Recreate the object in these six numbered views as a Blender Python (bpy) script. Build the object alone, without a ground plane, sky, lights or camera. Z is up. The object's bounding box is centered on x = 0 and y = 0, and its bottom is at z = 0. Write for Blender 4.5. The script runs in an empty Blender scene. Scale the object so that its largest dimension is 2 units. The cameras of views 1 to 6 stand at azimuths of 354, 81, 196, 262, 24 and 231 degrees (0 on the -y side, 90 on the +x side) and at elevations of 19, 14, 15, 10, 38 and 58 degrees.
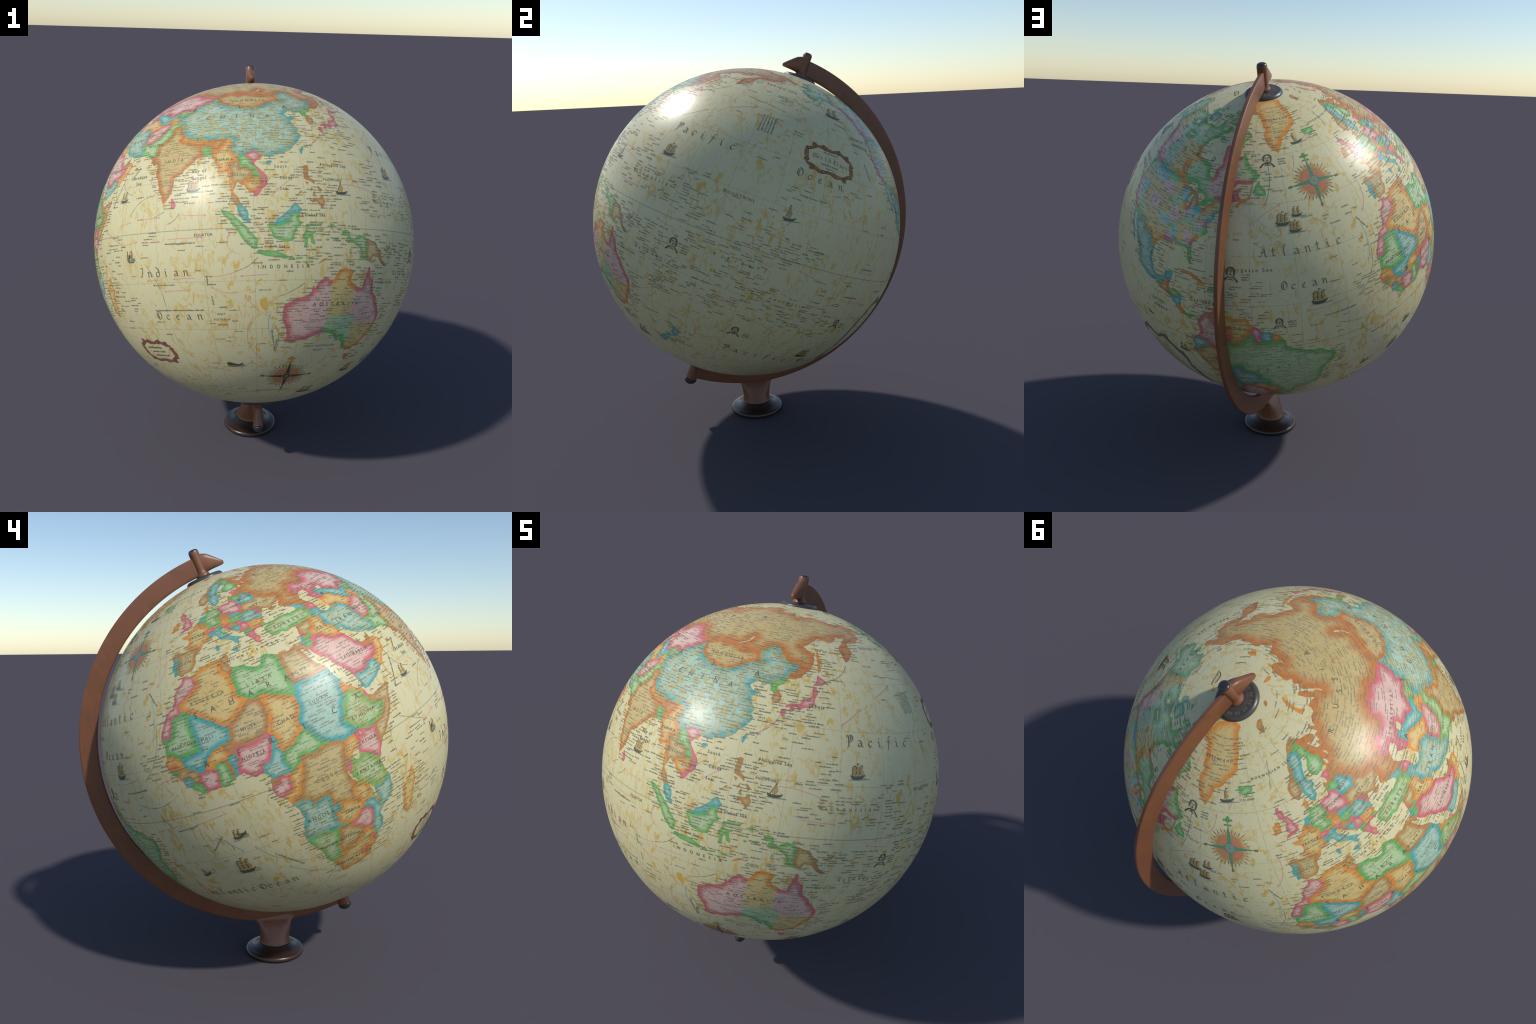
"""An antique-style desk globe: printed ball on a tilted axis, bronze-brown
half-meridian arm, wedge pedestal on a flared round foot.

The ball's map is built as geometry: every country is a thin printed patch cut
from the sphere (coast lines and borders are control points in degrees of
longitude and latitude), letters, ships, compass roses and current arrows are
thin raised pieces of their own."""
import bpy, math, random
import numpy as np
from mathutils import Matrix, Vector
from mathutils.geometry import delaunay_2d_cdt
from mathutils.kdtree import KDTree

rng = np.random.default_rng(7)
R = 0.8266                         # ball radius
CENTRE = np.array([0.0006, -0.0495, 1.1074])
SPIN, TILT, LEAN, SWING = 160.0, -22.9, -0.6, 1.0
RIM_H, MID_H, MARK_H, PRINT_H, WORD_H = 0.00018, 0.00060, 0.00030, 0.00085, 0.0011
LAT_GAIN = 1.015

BALL = (Matrix.Translation(Vector(CENTRE)) @ Matrix.Rotation(math.radians(LEAN), 4, 'Y')
        @ Matrix.Rotation(math.radians(TILT), 4, 'X') @ Matrix.Rotation(math.radians(SPIN), 4, 'Z'))
AXIS = np.array(BALL.to_3x3() @ Vector((0, 0, 1)))
SIDE = np.array([0.0, 1.0, 0.0]) - AXIS * AXIS[1]
SIDE /= np.linalg.norm(SIDE)       # in the arm's plane, square to the axis
SIDE = SIDE * math.cos(math.radians(1.4)) + np.cross(SIDE, AXIS) * math.sin(math.radians(-1.4)) * SWING
ACROSS = np.cross(SIDE, AXIS)      # across the arm


# ------------------------------------------------------------------ helpers
def on_ball(lon, lat, h=0.0):
    a, b = np.radians(lon), np.radians(np.clip(np.asarray(lat) * LAT_GAIN, -89.9, 89.9))
    r = R + h
    return np.stack([r * np.cos(b) * np.cos(a), r * np.cos(b) * np.sin(a), r * np.sin(b)], -1)


def pairs(flat):
    return np.array(flat, float).reshape(-1, 2)


def new_object(name, mesh, parent, matrix=None):
    ob = bpy.data.objects.new(name, mesh)
    bpy.context.scene.collection.objects.link(ob)
    ob.parent = parent
    if matrix is not None:
        ob.matrix_world = matrix
    return ob


def mesh_from(name, verts, faces, mat, smooth=True, radial=False):
    me = bpy.data.meshes.new(name)
    verts = np.asarray(verts, np.float64)
    me.from_pydata(verts.tolist(), [], [tuple(map(int, f)) for f in faces])
    me.materials.append(mat)
    me.polygons.foreach_set("use_smooth", [smooth] * len(me.polygons))
    me.update()
    if radial:
        n = verts / np.linalg.norm(verts, axis=1, keepdims=True)
        me.normals_split_custom_set_from_vertices(n.tolist())
    return me


# ------------------------------------------------------------------ materials
def srgb(r, g, b):
    def f(c):
        c /= 255.0
        return c / 12.92 if c <= 0.04045 else ((c + 0.055) / 1.055) ** 2.4
    return (f(r), f(g), f(b), 1.0)


class Nodes:
    def __init__(self, name):
        self.mat = bpy.data.materials.new(name)
        self.mat.use_nodes = True
        self.t = self.mat.node_tree
        self.bsdf = self.t.nodes["Principled BSDF"]

    def add(self, kind, **inputs):
        n = self.t.nodes.new("ShaderNode" + kind)
        for k, v in inputs.items():
            if k in ("operation", "data_type", "blend_type", "interpolation_type", "noise_dimensions", "feature", "distance", "wave_type", "normalize"):
                setattr(n, k, v)
        return n

    def put(self, value, socket):
        if isinstance(value, bpy.types.NodeSocket):
            self.t.links.new(value, socket)
        else:
            socket.default_value = value

    def math(self, op, a, b=0.0, c=0.0, clamp=False):
        n = self.add("Math", operation=op)
        n.use_clamp = clamp
        for v, s in zip((a, b, c), n.inputs):
            self.put(v, s)
        return n.outputs[0]

    def mix(self, fac, a, b, blend="MIX"):
        n = self.add("Mix", data_type="RGBA", blend_type=blend)
        self.put(fac, n.inputs[0]); self.put(a, n.inputs[6]); self.put(b, n.inputs[7])
        return n.outputs[2]

    def ramp(self, v, lo, hi):
        n = self.add("MapRange", interpolation_type="SMOOTHSTEP")
        self.put(v, n.inputs[0]); self.put(lo, n.inputs[1]); self.put(hi, n.inputs[2])
        return n.outputs[0]

    def coords(self):
        return self.add("TexCoord").outputs["Object"]

    def noise(self, co, scale, detail=2.0, rough=0.5, dist=0.0):
        n = self.add("TexNoise")
        self.put(co, n.inputs["Vector"])
        for k, v in (("Scale", scale), ("Detail", detail), ("Roughness", rough), ("Distortion", dist)):
            n.inputs[k].default_value = v
        return n.outputs[0]

    def scaled(self, co, x, y, z, rot=(0, 0, 0)):
        n = self.add("Mapping")
        self.put(co, n.inputs[0])
        n.inputs["Scale"].default_value = (x, y, z)
        n.inputs["Rotation"].default_value = rot
        return n.outputs[0]

    def length(self, co):
        n = self.add("VectorMath", operation="LENGTH")
        self.put(co, n.inputs[0])
        return n.outputs["Value"]

    def finish(self, colour, rough=0.3, spec=0.5, metallic=0.0, coat=0.0):
        self.put(colour, self.bsdf.inputs["Base Color"])
        self.put(rough, self.bsdf.inputs["Roughness"])
        self.bsdf.inputs["Specular IOR Level"].default_value = spec
        self.bsdf.inputs["Metallic"].default_value = metallic
        self.bsdf.inputs["Coat Weight"].default_value = coat
        self.bsdf.inputs["Coat Roughness"].default_value = 0.15
        return self.mat


GLOSS, SPEC = 0.37, 0.42


def graticule(n, co):
    """Mask of the printed 15-degree net."""
    sep = n.add("SeparateXYZ"); n.put(co, sep.inputs[0])
    x, y, z = sep.outputs
    lon = n.math("MULTIPLY", n.math("ARCTAN2", y, x), 180 / math.pi)
    lat = n.math("MULTIPLY", n.math("ARCSINE", n.math("DIVIDE", z, n.length(co))), 180 / math.pi)
    coslat = n.math("SQRT", n.math("SUBTRACT", 1.0, n.math("POWER", n.math("DIVIDE", z, n.length(co)), 2.0)))

    def lines(v, stretch):
        d = n.math("ABSOLUTE", n.math("SUBTRACT", n.math("FRACT", n.math("ADD", n.math("DIVIDE", v, 15.0), 40.5)), 0.5))
        d = n.math("MULTIPLY", d, 15.0)
        d = n.math("MULTIPLY", d, stretch)
        return n.math("SUBTRACT", 1.0, n.ramp(d, 0.05, 0.16))
    net = n.math("MAXIMUM", lines(lon, coslat), lines(lat, 1.0))
    net = n.math("MULTIPLY", net, n.ramp(coslat, 0.15, 0.3))
    equator = n.math("SUBTRACT", 1.0, n.ramp(n.math("ABSOLUTE", lat), 0.08, 0.2))
    return net, equator


def ocean_material():
    n = Nodes("ocean_paper")
    co = n.coords()
    base = n.mix(n.noise(co, 3.0, 2.0), srgb(*OCEAN), srgb(*OCEAN_B))
    clump = n.ramp(n.noise(co, 5.0, 2.0), 0.36, 0.62)
    fleck = n.noise(n.scaled(co, 30, 30, 17), 1.0, 3.0, 0.5, 0.9)
    vein = n.noise(n.scaled(co, 15, 15, 8, (0.7, 0.5, 0.3)), 1.0, 2.0, 0.55, 1.6)
    vein = n.math("SUBTRACT", 1.0, n.ramp(n.math("ABSOLUTE", n.math("SUBTRACT", vein, 0.5)), 0.0, 0.05))
    mask = n.math("MAXIMUM", n.ramp(fleck, 0.57, 0.69), n.math("MULTIPLY", vein, n.ramp(fleck, 0.40, 0.58)))
    mask = n.math("MULTIPLY", mask, n.math("ADD", 0.40, n.math("MULTIPLY", clump, 0.45)))
    col = n.mix(mask, base, srgb(*STAIN))
    net, equator = graticule(n, co)
    col = n.mix(n.math("MULTIPLY", net, 0.30), col, srgb(120, 122, 100))
    col = n.mix(n.math("MULTIPLY", equator, 0.35), col, srgb(96, 98, 80))
    return n.finish(col, GLOSS, SPEC)


def land_material(name, rim, inner, relief):
    """Printed tint, saturated along the border and fading inland; the patch
    swells by a fraction of a millimetre inland and the tint follows it."""
    n = Nodes(name)
    co = n.coords()
    rise = n.add("MapRange")
    n.put(n.length(co), rise.inputs[0])
    rise.inputs[1].default_value, rise.inputs[2].default_value = R + RIM_H, R + MID_H
    t = n.math("ADD", rise.outputs[0], n.math("MULTIPLY", n.math("SUBTRACT", n.noise(co, 15, 4, 0.6), 0.5), 0.45), clamp=True)
    col = n.mix(t, srgb(*rim), srgb(*inner))
    wash = n.noise(co, 9.0, 3.0)
    col = n.mix(n.math("MULTIPLY", n.ramp(wash, 0.35, 0.75), 0.12), col, srgb(*[c * 0.9 + 14 for c in rim]))
    ridge = n.noise(n.scaled(co, 34, 34, 24, (0.5, 0.8, 0.2)), 1.0, 3.0, 0.6, 1.8)
    col = n.mix(n.math("MULTIPLY", n.ramp(ridge, 0.43, 0.60), relief, clamp=True), col, srgb(184, 166, 96))
    speck = n.noise(n.scaled(co, 70, 70, 130), 1.0, 3.0, 0.6)
    col = n.mix(n.math("MULTIPLY", n.ramp(speck, 0.50, 0.72), 0.36), col, srgb(112, 98, 62))
    net, equator = graticule(n, co)
    col = n.mix(n.math("MULTIPLY", net, 0.14), col, srgb(110, 105, 85))
    col = n.mix(n.math("MULTIPLY", equator, 0.4), col, srgb(150, 150, 120))
    return n.finish(col, GLOSS, SPEC)


def plain_material(name, rgb, rough=0.3, grain=0.12, **kw):
    n = Nodes(name)
    co = n.coords()
    dark = srgb(*[c * 0.75 for c in rgb])
    col = n.mix(n.math("MULTIPLY", n.noise(co, 60, 3), grain * 4, clamp=True), srgb(*rgb), dark)
    return n.finish(col, rough, **kw)


def bronze_material(name, rgb, rough):
    """Brown cast metal finish with faint brushing and worn lighter specks."""
    n = Nodes(name)
    co = n.coords()
    brush = n.noise(n.scaled(co, 90, 14, 14), 1.0, 3.0)
    cloud = n.noise(co, 7.0, 3.0)
    col = n.mix(n.math("MULTIPLY", cloud, 0.9), srgb(*rgb), srgb(rgb[0] * 0.84, rgb[1] * 0.80, rgb[2] * 0.78))
    col = n.mix(n.math("MULTIPLY", n.ramp(brush, 0.45, 0.7), 0.18), col, srgb(rgb[0] * 1.15, rgb[1] * 1.12, rgb[2] * 1.1))
    worn = n.ramp(n.noise(co, 26.0, 4.0, 0.65), 0.55, 0.75)
    col = n.mix(n.math("MULTIPLY", worn, 0.5), col, srgb(rgb[0] * 0.62, rgb[1] * 0.6, rgb[2] * 0.62))
    return n.finish(col, n.math("ADD", rough, n.math("MULTIPLY", brush, 0.1)), 0.6)


OCEAN, OCEAN_B, STAIN = (214, 206, 163), (207, 198, 152), (204, 164, 60)
TINTS = {
    "orange": ((220, 142, 62), (212, 190, 126)),
    "brown": ((184, 130, 74), (200, 182, 130)),
    "rust": ((196, 120, 62), (198, 176, 120)),
    "pink": ((208, 106, 112), (220, 186, 170)),
    "blue": ((82, 166, 160), (170, 198, 178)),
    "green": ((106, 174, 94), (180, 200, 152)),
    "sage": ((108, 166, 120), (170, 192, 158)),
    "tan": ((188, 160, 94), (204, 186, 134)),
    "ice": ((202, 194, 158), (212, 204, 166)),
}
LAND = {}


def land_tint(tint, relief):
    key = (tint, relief)
    if key not in LAND:
        LAND[key] = land_material("printed_land_" + tint, *TINTS[tint], relief)
    return LAND[key]
# ------------------------------------------------------------------ geography
# Coast lines, in named stretches, degrees of longitude and latitude.
EURASIA_COAST = [
    ("iberia", [-5.6, 36, -6.3, 36.6, -7.4, 37.2, -8.9, 37, -8.7, 38.4, -9.5, 38.8, -8.8, 41, -8.9, 42.1, -9.2, 43.1, -8, 43.7, -5.8, 43.6, -3.8, 43.5, -1.8, 43.4]),
    ("channel", [-1.4, 44.5, -1.2, 46, -2.2, 47.1, -4.4, 47.9, -4.7, 48.5, -3, 48.8, -1.5, 48.7, -1.9, 49.7, -1.2, 49.4, .2, 49.6, 1.5, 50.2, 1.7, 50.9, 3.3, 51.4, 4.2, 52, 4.8, 53, 6.9, 53.5, 8.6, 53.8, 8.8, 54.3, 8.2, 55.5, 8.2, 56.8, 9.6, 57.2, 10.6, 57.7, 10.3, 56.8, 10.9, 56.4, 9.9, 55.6, 9.6, 54.9, 10.9, 54.3, 12.4, 54.4]),
    ("baltic", [13.7, 54.4, 14.2, 53.9, 16.5, 54.5, 18.4, 54.8, 19, 54.3, 20, 54.6, 21.1, 55.6, 21, 56.8, 21.7, 57.6, 22.6, 57.7, 23.5, 57, 24.4, 57.4, 24.4, 58.3, 23.5, 58.7, 23.6, 59.2, 25.5, 59.6, 28, 59.5, 30.2, 59.9, 28.5, 60.5, 25, 60.2, 23, 59.9, 21.3, 60.8, 21.3, 62.5, 23, 63.8, 25.3, 65, 24.2, 65.8, 22.3, 65.6, 21.3, 64.6, 19.5, 63.5, 17.7, 62.3, 17.2, 60.8, 18.7, 60, 18, 58.9, 16.7, 58.4, 16.4, 56.6, 14.6, 56.1, 14.2, 55.4, 12.9, 55.5, 12.5, 56.3, 11.5, 58.5, 10.7, 59.4, 10.3, 59]),
    ("norway", [8.2, 58.1, 6.6, 58.1, 5.5, 58.8, 5.1, 60.5, 5.2, 62, 8.5, 63.3, 11, 64.7, 13, 66.3, 14.8, 67.8, 17.5, 68.8, 19.5, 69.8, 23, 70.5, 25.8, 71.1, 28.5, 71, 31, 70.3]),
    ("arctic_russia", [33, 69.4, 37, 68.6, 41, 67.2, 40.5, 66.4, 38, 66.1, 34, 66.6, 32.8, 67, 34.5, 65.5, 34.9, 64.4, 37, 63.9, 38, 64.3, 37, 65.1, 40, 64.7, 40.2, 65.5, 42.2, 66.4, 44.2, 66, 44, 67, 43.5, 68.5, 46, 68.1, 46.5, 67, 48, 67.6, 53, 68.8, 54.5, 68.4, 57, 68.6, 59, 69, 60.8, 69.8, 64.8, 69.3, 68.2, 68.4, 66.7, 70, 67, 71.5, 69, 72.9, 72, 72.8, 72.7, 71.2, 72, 69, 73.5, 68.2, 71.5, 66.4, 73.8, 67, 74.5, 69, 74, 70.5, 75, 72.3, 78, 72.3, 80.7, 72.5, 80.5, 73.6, 86.8, 73.9, 86, 74.8, 93, 76, 98, 76.3, 101, 76.6, 104.3, 77.7, 107, 76.9, 113, 76.2, 113.5, 75.5, 110, 74, 106.5, 73.1, 113, 73.8, 118.5, 73.1, 123.5, 73.2, 126.5, 73.4, 129.5, 71, 133, 71.7, 139, 71.5, 140, 72.5, 146, 72.4, 152, 70.9, 159, 70.9, 160, 69.6, 167.5, 69.6, 170.5, 68.9, 171, 70, 176, 69.8, 180.5, 68.9, 185, 67.2, 190.2, 66.1]),
    ("pacific_russia", [187.5, 64.4, 183, 65.5, 178.5, 66.2, 179.5, 64.7, 177.5, 64.7, 179, 62.5, 175, 61.7, 170.5, 59.9, 166.3, 59.8, 164, 59.8, 162, 58, 163.2, 56, 162, 54.8, 160, 53.2, 158.4, 52.3, 156.7, 51, 155.7, 53.5, 155.6, 56.5, 157, 57.8, 160, 60, 163.3, 61.4, 164, 62.5, 160.5, 61.8, 157, 61.7, 155, 59.4, 151, 59.2, 148.5, 59.4, 143, 59.4, 138.5, 57, 135.3, 54.8, 138.5, 53.9, 141.2, 53.1, 140.5, 50, 140.2, 48, 138, 46.2, 135.5, 44, 133, 42.8, 131, 42.8, 130.7, 42.2]),
    ("korea_china", [129.7, 41, 127.6, 39.8, 127.5, 39.2, 129.4, 37, 129.2, 35.2, 127.5, 34.6, 126.4, 34.6, 126.5, 36.5, 126.7, 37.5, 124.9, 38.1, 125.2, 39.5, 124.4, 40, 121.5, 38.9, 121.7, 40.5, 121, 40.9, 118, 39.1, 117.7, 38.5, 119, 37.3, 120.8, 37.8, 122.5, 37.3, 120.2, 36, 119.3, 34.8, 120.6, 33.3, 121.8, 31.8, 121, 30.4, 122, 29.8, 121.5, 28.3, 119.7, 26.5, 118.2, 24.5, 116.5, 23, 114, 22.4, 111.5, 21.6, 110.3, 21.2, 110.2, 20.3, 109.8, 21.4, 108.2, 21.5]),
    ("indochina", [106.7, 20.5, 105.7, 19, 107.5, 16.5, 109, 15, 109.3, 12.5, 107.2, 10.5, 106.5, 9.3, 105, 8.6, 105, 10, 103.6, 10.6, 102.5, 12, 100.9, 12.7, 100.5, 13.5, 99.9, 12.5, 99.2, 10.5, 100.2, 9, 101.5, 6.9, 103, 5.5, 103.5, 4, 103.5, 2.6, 104.2, 1.4, 103.4, 1.4, 101.3, 2.9, 100.4, 5.5, 99.5, 6.8, 98.3, 8.3, 98.7, 10.5, 97.7, 14, 97.3, 16.8, 95.4, 15.8, 94.3, 16.2, 94.3, 18.5, 92.2, 20.8, 91.8, 22.4]),
    ("india", [90.5, 22.3, 89, 21.7, 87, 21.4, 86.5, 20.1, 85, 19.3, 82.3, 16.6, 80.3, 15.7, 80.1, 13.3, 79.8, 11.5, 79.2, 10.2, 78.2, 8.9, 77.5, 8.1, 76.5, 9.2, 75.3, 12, 74.3, 14.8, 73, 17.5, 72.7, 20, 72.5, 21.5, 71, 20.8, 69, 22.2, 70.2, 22.9, 68.2, 23.6, 66.7, 25, 64.5, 25.2, 61.6, 25.1]),
    ("gulf_arabia", [57.5, 25.7, 56.8, 27.1, 54.5, 26.6, 52, 27.8, 50.7, 29.4, 50, 30.2, 48.5, 30, 48, 29.5, 48.6, 28, 50.1, 26.4, 50.8, 24.8, 51.2, 26.1, 51.6, 25, 51.8, 24, 54, 24.1, 55.8, 25.6, 56.3, 26.3, 56.5, 24.4, 58.6, 23.6, 59.8, 22.5, 58.5, 20.4, 57.7, 19, 55.2, 17.4, 52.2, 15.6, 49, 14, 45.2, 12.9, 43.5, 12.7, 43.0, 15.2, 42.8, 16.8, 41.2, 19.8, 39.4, 21.8, 38.7, 23.8, 36.9, 26, 35.1, 28, 34.9, 29.4, 34.3, 27.8, 32.6, 29.9, 32.5, 31.2]),
    ("levant_turkey", [34.2, 31.3, 35, 32.8, 35.9, 35, 36, 36.8, 34.7, 36.7, 33, 36.1, 30.7, 36.8, 29.3, 36.3, 27.5, 36.9, 26.8, 38.3, 26.2, 39.6, 27, 40.4, 29, 40.5, 29.1, 41.2, 31.4, 41.2, 33.5, 42, 35.2, 42, 38.4, 40.9, 41.4, 41.5, 41.4, 42.6, 39, 44, 37, 45.1, 38.2, 46, 39.2, 47.1, 36, 46.6, 34.9, 46, 36.5, 45.4, 35.4, 45, 33.6, 44.4, 32.5, 45.4, 33.5, 46, 31, 46.6, 29.7, 45.2, 28.6, 43.8, 27.9, 42.5, 28.2, 41.5]),
    ("balkan_italy", [28.9, 41.05, 27.4, 40.9, 26.2, 40.2, 26, 40.8, 24, 40.8, 22.8, 40.4, 23, 39.3, 24, 38.2, 23, 37.4, 23.1, 36.5, 22.4, 36.5, 21.6, 37, 21.2, 37.8, 21.6, 38.4, 20.7, 39, 19.4, 40.4, 19.4, 41.8, 17.5, 43, 15.2, 44.3, 14.4, 45.2, 13.6, 45.1, 13.6, 45.7, 12.3, 45.3, 12.4, 44.3, 13.6, 43.5, 14.5, 42.3, 16.1, 41.8, 18.5, 40.2, 17, 40.5, 16.9, 39.3, 15.8, 37.9, 16.1, 39.3, 15.2, 40.1, 14.3, 40.8, 12.3, 41.7, 10.5, 42.9, 10, 44.1, 8.8, 44.4, 7.4, 43.7, 6, 43.1, 4, 43.5, 3.2, 42.3, 2.2, 41.4, .5, 40.7, -.3, 39.5, .2, 38.7, -.7, 37.7, -2, 36.7, -4.5, 36.7]),
]
EURASIA_LAKES = [
    ("caspian", [49, 46.3, 51.5, 47, 53, 46.8, 53, 45.3, 51, 44.5, 50.3, 44.4, 51.5, 43.2, 52.6, 42.5, 52.9, 41.5, 53.6, 40.5, 53, 39.5, 53.8, 37, 51, 36.7, 49, 37.6, 48.9, 39, 49.5, 40.3, 47.6, 42.8, 46.9, 44.5]),
    ("aral", [58.3, 44.5, 59.5, 46.3, 61.5, 46.5, 61, 45, 59.5, 43.6]),
    ("baikal", [103.7, 51.4, 105, 51.7, 107, 52.6, 109, 53.8, 110, 55.6, 109, 55.5, 107.4, 53.5, 105, 52.2]),
    ("ladoga", [30.3, 60.3, 31, 61.6, 32.8, 61, 32.3, 60]),
    ("onega", [35, 61, 34.6, 62.5, 36.2, 61.8]),
]
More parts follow.
